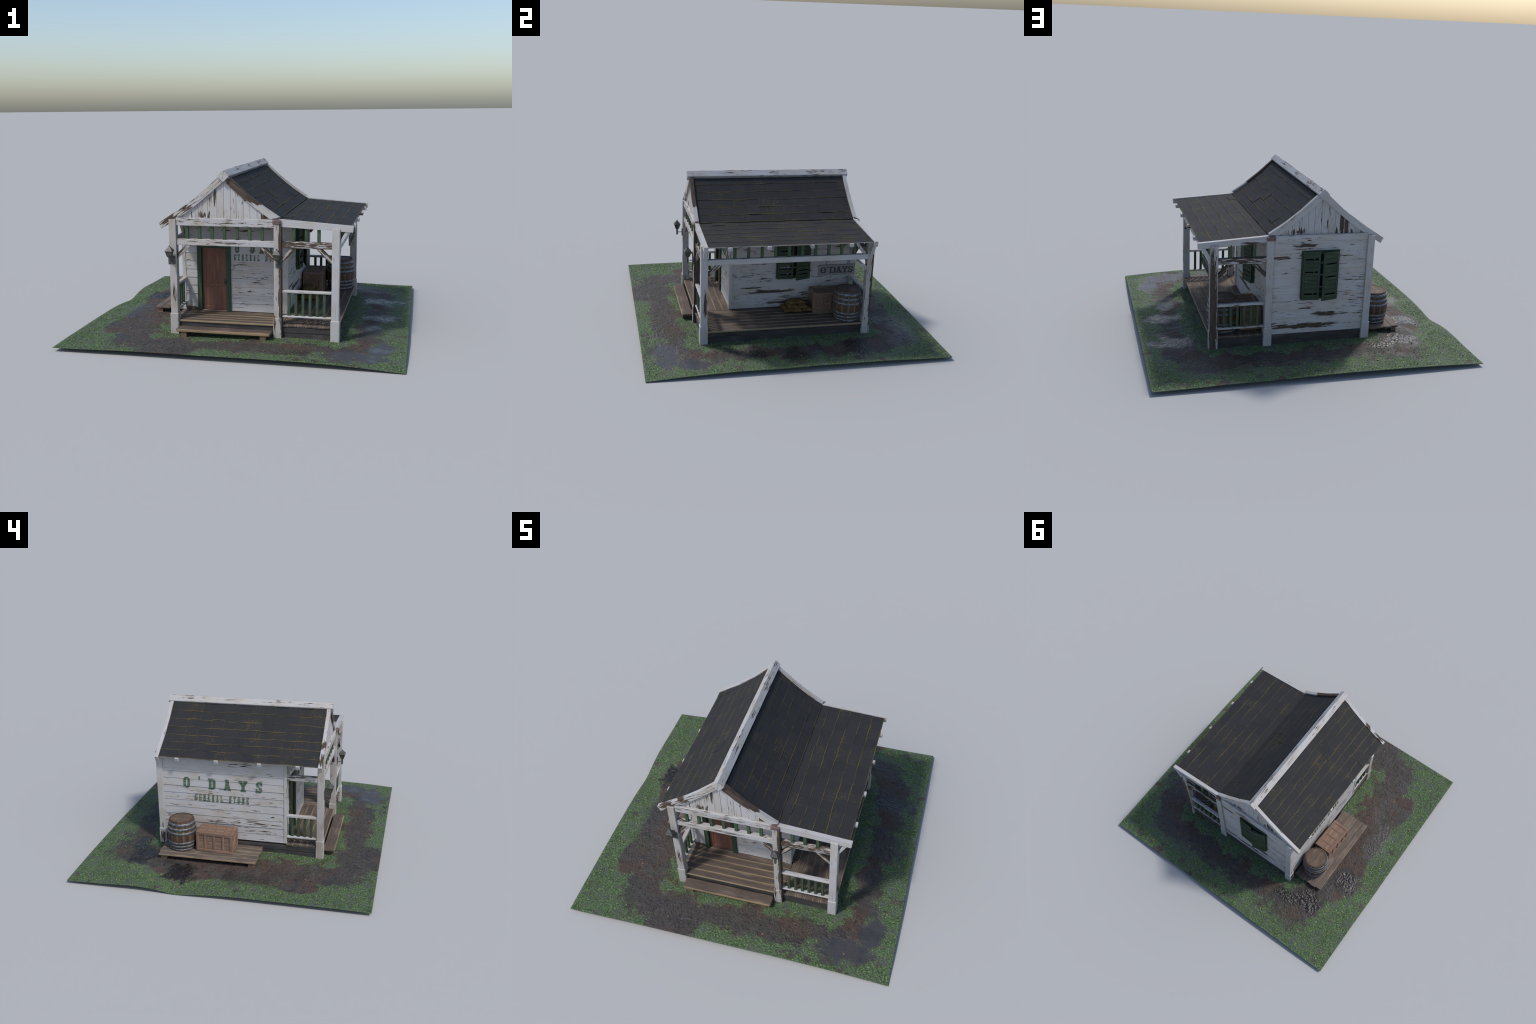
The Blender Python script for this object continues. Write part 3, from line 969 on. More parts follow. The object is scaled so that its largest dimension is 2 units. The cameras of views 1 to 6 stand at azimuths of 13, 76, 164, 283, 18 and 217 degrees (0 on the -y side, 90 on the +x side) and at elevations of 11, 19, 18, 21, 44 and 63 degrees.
def door(house):
    g = green_paint("z", (50, 70, 50))
    gx = green_paint("x", (50, 70, 50))
    yo = Y_F - .0075
    x0, x1, fw, top = -.308, -.093, .0285, .548
    o = place("door", box_mesh("door", .160, .008, .402, wood_door(), .001), house, ((x0 + x1) / 2, Y_F + .0125, .3175))
    box("door_frame", (x0, yo - .006, DECK - .001), (x0 + fw, Y_F + .016, top - fw), g, house, .002, 8, .0006)
    box("door_frame", (x1 - fw, yo - .006, DECK - .001), (x1, Y_F + .016, top - fw), g, house, .002, 8, .0006)
    box("door_frame", (x0, yo - .007, top - fw - .001), (x1, Y_F + .016, top), gx, house, .002, 6, .0006)
    # stiles and rails stand proud of the two panels
    w = wood_door()
    yd = Y_F + .008
    for lo, hi in (((-.2785, .121), (-.255, .519)), ((-.146, .121), (-.1225, .519)), ((-.255, .500), (-.146, .519)), ((-.255, .271), (-.146, .289)), ((-.255, .121), (-.146, .145))):
        box("door_rail", (lo[0], yd - .0025, lo[1]), (hi[0], yd + .004, hi[1]), w, o, .0015)
    for lo, hi in (((-.250, .294), (-.151, .495)), ((-.250, .150), (-.151, .266))):
        box("door_panel", (lo[0], yd - .0002, lo[1]), (hi[0], yd + .004, hi[1]), w, o, .0018)
    iron = plain("dark_iron", (52, 54, 58), (74, 76, 80), (90, 90, 90), .5, .3)
    plate = box("door_handle", (-.1365, yd - .0052, .277), (-.1225, yd - .002, .322), iron, o, .001)
    box("handle_knob", (-.1325, yd - .013, .290), (-.1265, yd - .004, .310), iron, plate, .002)
    box("threshold", (x0 + fw, Y_F - .010, DECK - .001), (x1 - fw, Y_F + .012, .122), plank_wood("x"), house, .001)


def wood_door():
    if "door" in _cache:
        return _cache["door"]
    N = Nodes("red_brown_door_wood")
    q = grain_coord(N, "z")
    fine = N.noise(N.vmath("MULTIPLY", q, (8, 170, 170)), 1.0, 4.0, 0.6)
    soft = N.noise(N.vmath("MULTIPLY", q, (4, 14, 14)), 1.0, 3.0, 0.5)
    col = N.mix(N.step(fine, 0.3, 0.7), srgb(88, 59, 47), srgb(120, 81, 63))
    col = N.mix(N.step(soft, 0.4, 0.7, 0.0, 0.5), col, srgb(112, 84, 76))
    N.bump(fine, 0.25, 0.001)
    _cache["door"] = N.done(col, 0.6, 0.35)
    return _cache["door"]


def window(house, origin, right, out, left_gaps, right_gaps, open_left, open_right):
    """A shuttered window. origin: lower left corner on the wall, right: unit vector along the wall."""
    R = Matrix((right, out, Vector((0, 0, 1)))).transposed()
    w, h = .238, .310
    g, gx = green_paint("z", (47, 66, 46)), green_paint("x" if abs(right.x) > .5 else "y", (47, 66, 46))
    win = bpy.data.objects.new("window", None)
    link(win, house)
    win.matrix_basis = parent_inv(house) @ Matrix.Translation(origin) @ R.to_4x4()
    W = Matrix.Translation(origin) @ R.to_4x4()

    def part(name, lo, hi, mat, base=W, parent=win, bevel=.001):
        c = Vector([(a + b) / 2 for a, b in zip(lo, hi)])
        s = [b - a for a, b in zip(lo, hi)]
        o = bpy.data.objects.new(name, box_mesh(name, *s, mat, bevel))
        link(o)
        o.parent = parent
        o.matrix_basis = parent_inv(parent) @ base @ Matrix.Translation(c)
        return o

    glass = _cache.get("glass") or glass_material()
    part("window_pane", (.012, -.003, .012), (w - .012, .0065, h - .012), glass)
    grey = plain("grey_muntin", (96, 94, 98), (116, 114, 116))
    for k in (1, 2):
        x = w * k / 3
        part("muntin", (x - .005, .003, .012), (x + .005, .0095, h - .012), grey)
    for k in (1, 2, 3):
        z = h * k / 4
        part("muntin", (.012, .003, z - .005), (w - .012, .0088, z + .005), grey)
    fr = .022
    part("window_frame", (0, -.004, 0), (fr, .011, h), g)
    part("window_frame", (w - fr, -.004, 0), (w, .011, h), g)
    part("window_frame", (fr, -.004, h - fr), (w - fr, .0105, h), gx)
    part("window_frame", (fr, -.004, 0), (w - fr, .0105, fr), gx)

    def shutter(hinge_x, s, angle, gaps, drop):
        sw, st, th = .109, .014, .008
        B = W @ Matrix.Translation((hinge_x, .0115, -.001 - drop)) @ Matrix.Rotation(angle * s, 4, "Z")
        sh = bpy.data.objects.new("shutter", box_mesh("shutter", st, th, h, g, .001))
        link(sh)
        sh.parent = win
        sh.matrix_basis = parent_inv(win) @ B @ Matrix.Translation((s * st / 2, th / 2, h / 2))
        xa, xb = s * st, s * (sw - st)
        xa, xb = min(xa, xb), max(xa, xb)
        part("shutter_stile", (min(s * (sw - st), s * sw), 0, 0), (max(s * (sw - st), s * sw), th, h), g, B, sh)
        part("shutter_rail", (xa, 0, h - .016), (xb, th, h), gx, B, sh)
        part("shutter_rail", (xa, 0, 0), (xb, th, .016), gx, B, sh)
        z = .016
        n = 10
        hh = (h - .032) / n
        for k in range(n):
            a, b = z + k * hh + .0006, z + (k + 1) * hh - .0006
            skip = False
            for gz, gh in gaps:
                if a < gz < b:
                    if gh >= hh * .95:
                        skip = True
                    else:
                        b = max(a + .003, b - gh)
            if not skip:
                part("louvre", (xa, .0015 + rng.uniform(-.0006, .0008), a), (xb, th - .001, b), gx, B, sh, .0008)

    shutter(.006, 1, open_left, left_gaps, 0)
    shutter(w - .006, -1, open_right, right_gaps, .003)


def glass_material():
    N = Nodes("dark_window_glass")
    n = N.noise(N.pos(), 14.0, 3.0, 0.6)
    _cache["glass"] = N.done(N.mix(N.step(n, 0.4, 0.7), srgb(14, 18, 28), srgb(36, 42, 58)), 0.25, 0.5)
    return _cache["glass"]


def lantern(house, x):
    y, iron = -.634, plain("lantern_iron", (62, 62, 60), (86, 86, 84), (80, 80, 80), .5, .2)
    pane = plain("smoky_lantern_glass", (58, 60, 50), (84, 86, 72), (60, 60, 20), .3)
    lan = place("lantern", box_mesh("lantern", .031, .006, .049, iron, .001), house, (x + .007, -.5975, .484))

    def tapered(name, z0, r0, z1, r1, mat, r_bev=0):
        bm = bmesh.new()
        a = [bm.verts.new((x + sx * r0, y + sy * r0, z0)) for sx, sy in ((-1, -1), (1, -1), (1, 1), (-1, 1))]
        b = [bm.verts.new((x + sx * r1, y + sy * r1, z1)) for sx, sy in ((-1, -1), (1, -1), (1, 1), (-1, 1))]
        bm.faces.new(a[::-1])
        bm.faces.new(b)
        for i in range(4):
            bm.faces.new((a[i], a[(i + 1) % 4], b[(i + 1) % 4], b[i]))
        return place(name, finish_mesh(bm, name, mat), lan)

    tapered("lantern_glass", .513, .0115, .546, .0195, pane)
    tapered("lantern_cap", .546, .0235, .571, .004, iron)
    tapered("lantern_cap", .5435, .0225, .546, .0235, iron)
    tapered("lantern_finial", .570, .0025, .577, .003, iron)
    tapered("lantern_foot", .508, .008, .5135, .0130, iron)
    tapered("lantern_stem", .465, .0055, .510, .0062, iron)
    for sx, sy in ((-1, -1), (1, -1), (1, 1), (-1, 1)):
        strut("lantern_bar", (x + sx * .0115, y + sy * .0115, .513), (x + sx * .0198, y + sy * .0198, .546), .003, .003, iron, lan, 0, 0)
    strut("lantern_arm", (x, y, .483), (x, -.598, .483), .0045, .0045, iron, lan, 0, 0)


# ---- lettering: every glyph is a handful of strips in a 1 x 1 box
def bar(x0, y0, x1, y1):
    return [(x0, y0), (x1, y0), (x1, y1), (x0, y1)]


def arc(cx, cy, rx, ry, wx, wy, a0, a1, n=10):
    out = []
    for i in range(n):
        a, b = (math.radians(a0 + (a1 - a0) * k / n) for k in (i, i + 1))
        out.append([(cx + rx * math.cos(a), cy + ry * math.sin(a)), (cx + rx * math.cos(b), cy + ry * math.sin(b)),
                    (cx + (rx - wx) * math.cos(b), cy + (ry - wy) * math.sin(b)), (cx + (rx - wx) * math.cos(a), cy + (ry - wy) * math.sin(a))])
    return out


def glyph(ch, s=.34, t=.17):
    """s: stem width, t: slab height, both as a share of the letter box."""
    left = [bar(.08, t, .08 + s, 1 - t)]
    if ch == "O":
        return arc(.5, .70, .5, .30, s, t, 0, 180) + arc(.5, .30, .5, .30, s, t, 180, 360) + [bar(0, .30, s, .70), bar(1 - s, .30, 1, .70)]
    if ch == "'":
        return [[(.18, 1), (.82, 1), (.70, .68), (.30, .68)]]
    if ch == "D":
        return left + [bar(0, 1 - t, .5, 1), bar(0, 0, .5, t)] + arc(.5, .70, .5, .30, s, t, 0, 90) + arc(.5, .30, .5, .30, s, t, 270, 360) + [bar(1 - s, .30, 1, .70)]
    if ch == "A":
        return [[(.14, t), (.14 + s * .9, t), (.5 + s * .42, 1 - t * .6), (.5 - s * .5, 1 - t * .6)], [(.86 - s * .9, t), (.86, t), (.5 + s * .6, 1 - t * .6), (.5 - s * .32, 1 - t * .6)],
                bar(.30, .34, .70, .34 + t * .8), bar(.22, 1 - t * .6, .72, 1), bar(0, 0, .44, t), bar(.56, 0, 1, t)]
    if ch == "Y":
        return [bar(.5 - s / 2, t, .5 + s / 2, .46), [(.06, 1 - t), (.06 + s, 1 - t), (.5 + s / 2, .46), (.5 - s / 2, .46)], [(.94 - s, 1 - t), (.94, 1 - t), (.5 + s / 2, .46), (.5 - s / 2, .46)],
                bar(0, 1 - t, .44, 1), bar(.56, 1 - t, 1, 1), bar(.2, 0, .8, t)]
    if ch == "S":
        return arc(.5, .735, .5, .265, s * .95, t, 20, 270) + arc(.5, .265, .5, .265, s * .95, t, -160, 90) + [bar(1 - s * .7, .64, 1, .99), bar(0, .01, s * .7, .36)]
    if ch == "G":
        return arc(.5, .70, .5, .30, s, t, 25, 180) + arc(.5, .30, .5, .30, s, t, 180, 360) + [bar(0, .30, s, .70), bar(1 - s, .26, 1, .5), bar(.5, .40, 1 - s, .5), bar(1 - s * .6, .66, 1, 1)]
    if ch == "E":
        return left + [bar(0, 1 - t, 1, 1), bar(0, 0, 1, t), bar(.08 + s, .5 - t / 2, .72, .5 + t / 2), bar(.78, .68, 1, 1 - t), bar(.78, t, 1, .32)]
    if ch == "N":
        return [bar(.06, t, .06 + s * .8, 1 - t), bar(.94 - s * .8, t, .94, 1 - t), [(.06 + s * .8, 1 - t), (.06, 1 - t), (.94 - s * .8, t), (.94, t)],
                bar(0, 1 - t, .44, 1), bar(.56, 1 - t, 1, 1), bar(0, 0, .44, t), bar(.56, 0, 1, t)]
    if ch == "R":
        return left + [bar(0, 1 - t, .5, 1), bar(0, 0, .46, t), bar(.08 + s, .44, .5, .44 + t)] + arc(.5, .72, .46, .28, s, t, -90, 90) + [[(.48, .46), (.80, .46), (.96, t), (.62, t)], bar(.58, 0, 1, t)]
    if ch == "L":
        return left + [bar(0, 1 - t, .52, 1), bar(0, 0, 1, t), bar(.78, t, 1, .36)]
    if ch == "T":
        return [bar(.5 - s / 2, t, .5 + s / 2, 1 - t), bar(0, 1 - t, 1, 1), bar(.2, 0, .8, t), bar(0, .66, .2, 1 - t), bar(.8, .66, 1, 1 - t)]
    return []


def clip_band(poly, z0, z1):
    for keep, zz in ((lambda p: p[1] >= z0, z0), (lambda p: p[1] <= z1, z1)):
        out = []
        for a, b in zip(poly, poly[1:] + poly[:1]):
            if keep(a):
                out.append(a)
            if keep(a) != keep(b):
                t = (zz - a[1]) / (b[1] - a[1])
                out.append((a[0] + (b[0] - a[0]) * t, zz))
        poly = out
        if len(poly) < 3:
            return []
    return poly


def lettering(parent, name, letters, surface, mat, bands=None, s=.34, t=.17):
    """letters: (char, u0, u1, z0, z1); surface(u, z) -> point; painted film just proud of the boards."""
    for ch, u0, u1, z0, z1 in letters:
        bm = bmesh.new()
        for k, poly in enumerate(glyph(ch, s, t)):
            p = [(u0 + (u1 - u0) * a, z0 + (z1 - z0) * b) for a, b in poly]
            zs = [q[1] for q in p]
            cuts = [min(zs)] + [b for b in (bands or ()) if min(zs) < b < max(zs)] + [max(zs)]
            for a, b in zip(cuts, cuts[1:]):
                piece = clip_band(p, a, b)
                if len(piece) < 3:
                    continue
                zc = (a + b) / 2
                front = [bm.verts.new(surface(u, z, zc, .0010 + .00009 * k)) for u, z in piece]
                back = [bm.verts.new(surface(u, z, zc, .0)) for u, z in piece]
                try:
                    bm.faces.new(front)
                    for i in range(len(front)):
                        j = (i + 1) % len(front)
                        bm.faces.new((front[i], front[j], back[j], back[i]))
                except ValueError:
                    pass
        place("painted_letter", finish_mesh(bm, name, mat), parent)


def letter_paint(a, b):
    key = ("letter", a)
    if key in _cache:
        return _cache[key]
    N = Nodes("faded_letter_paint")
    n = N.noise(N.vmath("MULTIPLY", N.pos(), (40, 40, 160)), 1.0, 4.0, 0.6)
    _cache[key] = N.done(N.mix(N.step(n, 0.4, 0.68), srgb(*a), srgb(*b)), 0.7, 0.25)
    return _cache[key]


def signs(house):
    pitch = .0522
    bands = [DECK + .001 + k * pitch for k in range(13)]
    green = letter_paint((66, 86, 68), (100, 116, 99))

    def out_at(z, zc):
        k = math.floor((zc - DECK - .001) / pitch)
        t = (z - DECK - .001) / pitch - k
        return .0052 * (1 - t) + .0012

    west = lambda u, z, zc, o: (X_W - out_at(z, zc) - o, u, z)
    front = lambda u, z, zc, o: (u, Y_F - out_at(z, zc) - o, z)
    big = [("O", .356, .311), ("'", .252, .236), ("D", .182, .133), ("A", .077, .027), ("Y", -.028, -.087), ("S", -.144, -.187)]
    small = "GENERAL STORE"
    L = [(c, a, b, .471, .550) if c != "'" else (c, a - .0, b, .482, .560) for c, a, b in big]
    step = (.280 + .097) / 13
    M = [(c, .280 - k * step * 1.03, .280 - k * step * 1.03 - .0165, .386, .432) for k, c in enumerate(small) if c != " "]
    lettering(house, "lettering", L, west, green, bands, .36, .19)
    lettering(house, "lettering", M, west, green, bands, .30, .13)
    # the same words on the front, narrower
    f = lambda u: -.064 + (.356 - u) * .547
    LF = [(c, f(a), f(b), .491, .545) for c, a, b in big if c != "'"] + [("'", f(.252), f(.236), .516, .553)]
    st = .0248
    MF = [(c, -.072 + k * st, -.072 + k * st + .0120, .443, .481) for k, c in enumerate(small) if c != " "]
    lettering(house, "lettering", [q for q in LF if q[2] < .222], front, green, bands, .36, .19)
    lettering(house, "lettering", [q for q in MF if q[2] < .222], front, green, bands, .30, .13)

    # hanging board
    board = plain("grey_sign_board", (82, 80, 79), (104, 101, 98), (160, 14, 160), .8)
    sign = place("hanging_sign", box_mesh("hanging_sign", .011, .246, .071, board, .001), house, (.590, .2915, .4985))
    dark = letter_paint((34, 33, 34), (46, 45, 46))
    glyphs = (("O", .0, .155), ("'", .185, .235), ("D", .27, .455), ("A", .455, .655), ("Y", .645, .835), ("S", .845, .985))
    y0, y1 = .184, .404
    for sgn, x in ((1, .5956), (-1, .5844)):
        at = (lambda a: y0 + (y1 - y0) * a) if sgn > 0 else (lambda a: y1 - (y1 - y0) * a)
        LL = [(c, at(a), at(b), .479, .520) if c != "'" else (c, at(a), at(b), .490, .524) for c, a, b in glyphs]
        lettering(sign, "sign_letter", LL, lambda u, z, zc, o, x=x, sgn=sgn: (x + sgn * o, u, z), dark, None, .22, .11)
    iron = plain("iron", (60, 58, 58), (84, 82, 82))
    for y in (.222, .366):
        for k in range(3):
            bm = bmesh.new()
            seg = 8
            n = 10
            ringv = []
            for i in range(n):
                a = TAU * i / n
                c = Vector((.0042 * math.cos(a), 0, .0068 * math.sin(a)))
                ringv.append([bm.verts.new(c + Vector((math.cos(a) * math.cos(b) * .0011, math.sin(b) * .0011, math.sin(a) * math.cos(b) * .0011))) for b in (TAU * j / 5 for j in range(5))])
            for i in range(n):
                p, q = ringv[i], ringv[(i + 1) % n]
                for j in range(5):
                    bm.faces.new((p[j], q[j], q[(j + 1) % 5], p[(j + 1) % 5]))
            place("chain_link", finish_mesh(bm, "chain_link", iron, True), sign, (.590, y, .5385 + k * .0115), math.pi / 2 * (k % 2))


def build_house():
    house = empty("wooden_store", (0.10, -.03, .03), "small white clapboard store with shingle roof and L-shaped porch", "wooden building")
    siding(house)
    gable(house, -.573, -.560, -1, 4, (((-.125, -.57, .865), (.012, .03, .07), .4), ((-.155, -.57, .85), (.012, .03, .06), .28), ((.056, -.57, .87), (.008, .03, .05), .5), ((.17, -.57, .75), (.03, .03, .03), .35), ((-.2, -.57, .75), (.1, .03, .03), .12)))
    gable(house, .516, .503, 1, 9, (((-.195, .52, .80), (.016, .05, .11), .55), ((-.225, .52, .785), (.014, .05, .09), .5), ((-.165, .52, .75), (.012, .05, .05), .45), ((-.26, .52, .745), (.02, .05, .03), .3), ((.09, .52, .755), (.08, .05, .03), .2)))
    roof(house)
    porch(house)
    door(house)
    window(house, Vector((X_E + .003, -.028, .331)), Vector((0, 1, 0)), Vector((1, 0, 0)).cross(Vector((0, 0, 0))) + Vector((1, 0, 0)),
           ((.040, .015), (.088, .03), (.15, .008), (.192, .012)), ((.028, .005), (.07, .006), (.155, .004)), .06, .30)
    window(house, Vector((.051, Y_B + .004, .330)), Vector((-1, 0, 0)), Vector((0, 1, 0)),
           ((.026, .010), (.163, .007), (.258, .010)), ((.026, .008), (.128, .007), (.222, .007)), .07, .24)
    lantern(house, -.391)
    lantern(house, .252)
    signs(house)


# ------------------------------------------------------------------ things standing about
def build_barrel(loc, rot):
    top = empty("barrel", loc, "old oak barrel with six iron hoops", "barrel", rot)
    H, n = .2125, 14
    prof = lambda t: .0815 + .0155 * (1 - (2 * t - 1) ** 2)
    if "stave" not in _cache:
        N = Nodes("oak_staves")
        p = N.pos()
        q = N.comb(N.math("MULTIPLY", N.sep(p)[2], 9.0), N.math("MULTIPLY", N.sep(p)[0], 150.0), N.math("MULTIPLY", N.sep(p)[1], 150.0))
        fine = N.noise(q, 1.0, 4.0, 0.6)
        ang = N.sep(N.coord("Object"))[1]
        e = N.step(N.math("ABSOLUTE", ang), .0145, .0198)
        col = N.mix(N.step(fine, 0.3, 0.7), srgb(50, 38, 31), srgb(88, 66, 51))
        col = N.mix(N.math("MULTIPLY", e, .75), col, srgb(122, 103, 79))
        N.bump(fine, 0.3, 0.001)
        sm = N.done(col, 0.65, 0.35)
        half = math.pi / n - .010
        bm = bmesh.new()
        rows, cols = 14, 4
        O, I = [], []
        for i in range(rows + 1):
            t = i / rows
            r = prof(t)
            O.append([bm.verts.new((r * math.cos(a), r * math.sin(a), t * H)) for a in (-half + 2 * half * j / cols for j in range(cols + 1))])
            I.append([bm.verts.new(((r - .009) * math.cos(a), (r - .009) * math.sin(a), t * H)) for a in (-half + 2 * half * j / cols for j in range(cols + 1))])
        for i in range(rows):
            for j in range(cols):
                bm.faces.new((O[i][j], O[i][j + 1], O[i + 1][j + 1], O[i + 1][j]))
                bm.faces.new((I[i][j + 1], I[i][j], I[i + 1][j], I[i + 1][j + 1]))
            for j, s in ((0, 1), (cols, -1)):
                bm.faces.new((O[i][j], O[i + 1][j], I[i + 1][j], I[i][j]))
        for j in range(cols):
            for i in (0, rows):
                bm.faces.new((O[i][j], O[i][j + 1], I[i][j + 1], I[i][j]))
        _cache["stave"] = finish_mesh(bm, "stave", sm)
        N = Nodes("galvanised_hoop")
        nn = N.noise(N.vmath("MULTIPLY", N.pos(), (60, 60, 110)), 1.0, 5.0, 0.7)
        col = N.mix(N.step(nn, 0.38, 0.62), srgb(74, 76, 79), srgb(122, 125, 129))
        _cache["hoop"] = N.done(col, 0.45, 0.5, 0.35)
        # pitch lining that shows in the joints
        bm = bmesh.new()
        R = [[bm.verts.new(((prof(i / 10) - .004) * math.cos(TAU * j / 28), (prof(i / 10) - .004) * math.sin(TAU * j / 28), .012 + (H - .026) * i / 10)) for j in range(28)] for i in range(11)]
        for a, b in zip(R, R[1:]):
            for j in range(28):
                bm.faces.new((a[j], a[(j + 1) % 28], b[(j + 1) % 28], b[j]))
        bm.faces.new(R[0][::-1])
        bm.faces.new(R[-1])
        _cache["lining"] = finish_mesh(bm, "barrel_lining", plain("joint_dirt", (104, 88, 66), (134, 112, 82)))
    base = parent_inv(top).inverted()

    def sub(name, me, M):
        o = bpy.data.objects.new(name, me)
        link(o, top)
        o.matrix_basis = M
        return o
    for k in range(n):
        sub("stave", _cache["stave"], Matrix.Rotation(TAU * k / n, 4, "Z"))
    sub("barrel_lining", _cache["lining"], Matrix())
    hoop_w = .0175
    for f in (.045, .165, .285, .615, .755, .905):
        key = ("hoopmesh", f)
        if key not in _cache:
            bm = bmesh.new()
            m = 48
            P = []
            for j in range(m):
                a = TAU * j / m
                row = []
                for z, o in ((-hoop_w / 2, -.001), (-hoop_w / 2, .0016), (0, .0022), (hoop_w / 2, .0016), (hoop_w / 2, -.001)):
                    t = min(1, max(0, f + z / H))
                    r = prof(t) + o
                    row.append(bm.verts.new((r * math.cos(a), r * math.sin(a), t * H)))
                P.append(row)
            for j in range(m):
                p, q = P[j], P[(j + 1) % m]
                for i in range(4):
                    bm.faces.new((p[i], q[i], q[i + 1], p[i + 1]))
                bm.faces.new((p[4], q[4], q[0], p[0]))
            _cache[key] = finish_mesh(bm, "hoop", _cache["hoop"], True)
        sub("hoop", _cache[key], Matrix())
    # lid of five boards, sunk a little below the rim
    lid_mat = plank_wood("y", (88, 75, 66), (122, 103, 80), (56, 48, 44), .08, "barrel_lid_boards", 0)
    r, nb = .076, 5
    for k in range(nb):
        a = -r + 2 * r * k / nb + .0005
        b = -r + 2 * r * (k + 1) / nb - .0005
        key = ("lid", k)
        if key not in _cache:
            bm = bmesh.new()
            m = 8
            lowv, top_v = [], []
            edge = [(a + (b - a) * i / m, math.sqrt(max(0, r * r - (a + (b - a) * i / m) ** 2))) for i in range(m + 1)]
            outline = [(x, -y) for x, y in edge] + [(x, y) for x, y in reversed(edge)]
            pts = [p for i, p in enumerate(outline) if i == 0 or math.dist(p, outline[i - 1]) > 1e-5]
            if math.dist(pts[0], pts[-1]) < 1e-5:
                pts.pop()
            lo = [bm.verts.new((x, y, H - .012)) for x, y in pts]
            hi = [bm.verts.new((x, y, H - .0018)) for x, y in pts]
            bm.faces.new(lo[::-1])
            bm.faces.new(hi)
            for i in range(len(pts)):
                j = (i + 1) % len(pts)
                bm.faces.new((lo[i], lo[j], hi[j], hi[i]))
            _cache[key] = finish_mesh(bm, "lid_board", lid_mat)
        sub("lid_board", _cache[key], Matrix.Rotation(.5, 4, "Z"))


def build_crate(loc, rot):
    top = empty("crate", loc, "nailed wooden crate with framed panels", "crate", rot)
    L, D, H = .252, .134, .143     # along y, along x, up
    P = lambda grain, across=2: plank_wood(grain, (120, 97, 83), (146, 118, 99), (86, 70, 60), .09, "crate_boards", across)
    base = Matrix.Translation(loc) @ Matrix.Rotation(rot, 4, "Z")

    def part(name, lo, hi, mat, bevel=.0015):
        c = Vector([(a + b) / 2 for a, b in zip(lo, hi)])
        s = [abs(b - a) for a, b in zip(lo, hi)]
        o = bpy.data.objects.new(name, box_mesh(name, *s, mat, bevel))
        link(o, top)
        o.matrix_basis = Matrix.Translation(c)
        return o
    f, th = .018, .006
    key = "crate_mats"
    mx, my, mz = P("x"), P("y"), P("z", 1)
    tx, ty = P("x", 1), P("y", 0)
    l, d = L / 2, D / 2
    # inner boards
    for k in range(4):
        a = .004 + (H - .008) * k / 4
        b = .004 + (H - .008) * (k + 1) / 4 - .001
        part("crate_board", (-d + th, -l + th, a), (d - th, l - th, b), my, .001)
    part("crate_lid_board", (-d + th, -l + th, H - .012), (-d / 3, l - th, H - .0042), ty, .001)
    part("crate_lid_board", (-d / 3 + .001, -l + th, H - .012), (d / 3, l - th, H - .0045), ty, .001)
    part("crate_lid_board", (d / 3 + .001, -l + th, H - .012), (d - th, l - th, H - .0042), ty, .001)
    # frames on the long sides
    for s in (-1, 1):
        x0, x1 = sorted((s * d, s * (d - th)))
        for z0, z1 in ((0, f), (H - f - .004, H - .004)):
            part("crate_batten", (x0, -l, z0), (x1, l, z1), my)
        for yc in (-l + f / 2, -.062, 0, .062, l - f / 2):
            w = f / 2 if abs(yc) > .1 else .0075
            part("crate_batten", (x0 + (.0006 if abs(yc) < .1 else 0), yc - w, f), (x1 - (.0006 if abs(yc) < .1 else 0), yc + w, H - f - .004), mz)
    # ends with a diagonal
    for s in (-1, 1):
        y0, y1 = sorted((s * l, s * (l - th)))
        y0, y1 = y0 + .0004, y1 - .0004
        for z0, z1 in ((0, f), (H - f - .004, H - .004)):
            part("crate_batten", (-d + th, y0, z0), (d - th, y1, z1), mx)
        for xc in (-d + th + f / 2, d - th - f / 2):
            part("crate_batten", (xc - f / 2, y0, f), (xc + f / 2, y1, H - f - .004), P("z", 0))
        a, b = Vector((-d + th + f, s * (l - .004), f)), Vector((d - th - f, s * (l - .004), H - f - .004))
        X = (b - a).normalized()
        Y = Vector((0, 1, 0))
        Rm = Matrix((X, Y, X.cross(Y))).transposed()
        o = bpy.data.objects.new("crate_batten", box_mesh("crate_batten", (b - a).length, .005, .014, mx, .001))
        link(o, top)
        o.matrix_basis = Matrix.Translation((a + b) / 2) @ Rm.to_4x4()
    # lid frame and cross pieces
    for y0, y1 in ((-l, -l + f), (l - f, l)):
        part("crate_batten", (-d, y0, H - .006), (d, y1, H), tx)
    for x0, x1 in ((-d, -d + f), (d - f, d)):
        part("crate_batten", (x0, -l + f, H - .006), (x1, l - f, H), ty)
    for yc in (-.062, 0, .062):
        part("crate_batten", (-d + f, yc - .0075, H - .007), (d - f, yc + .0075, H - .0012), tx)


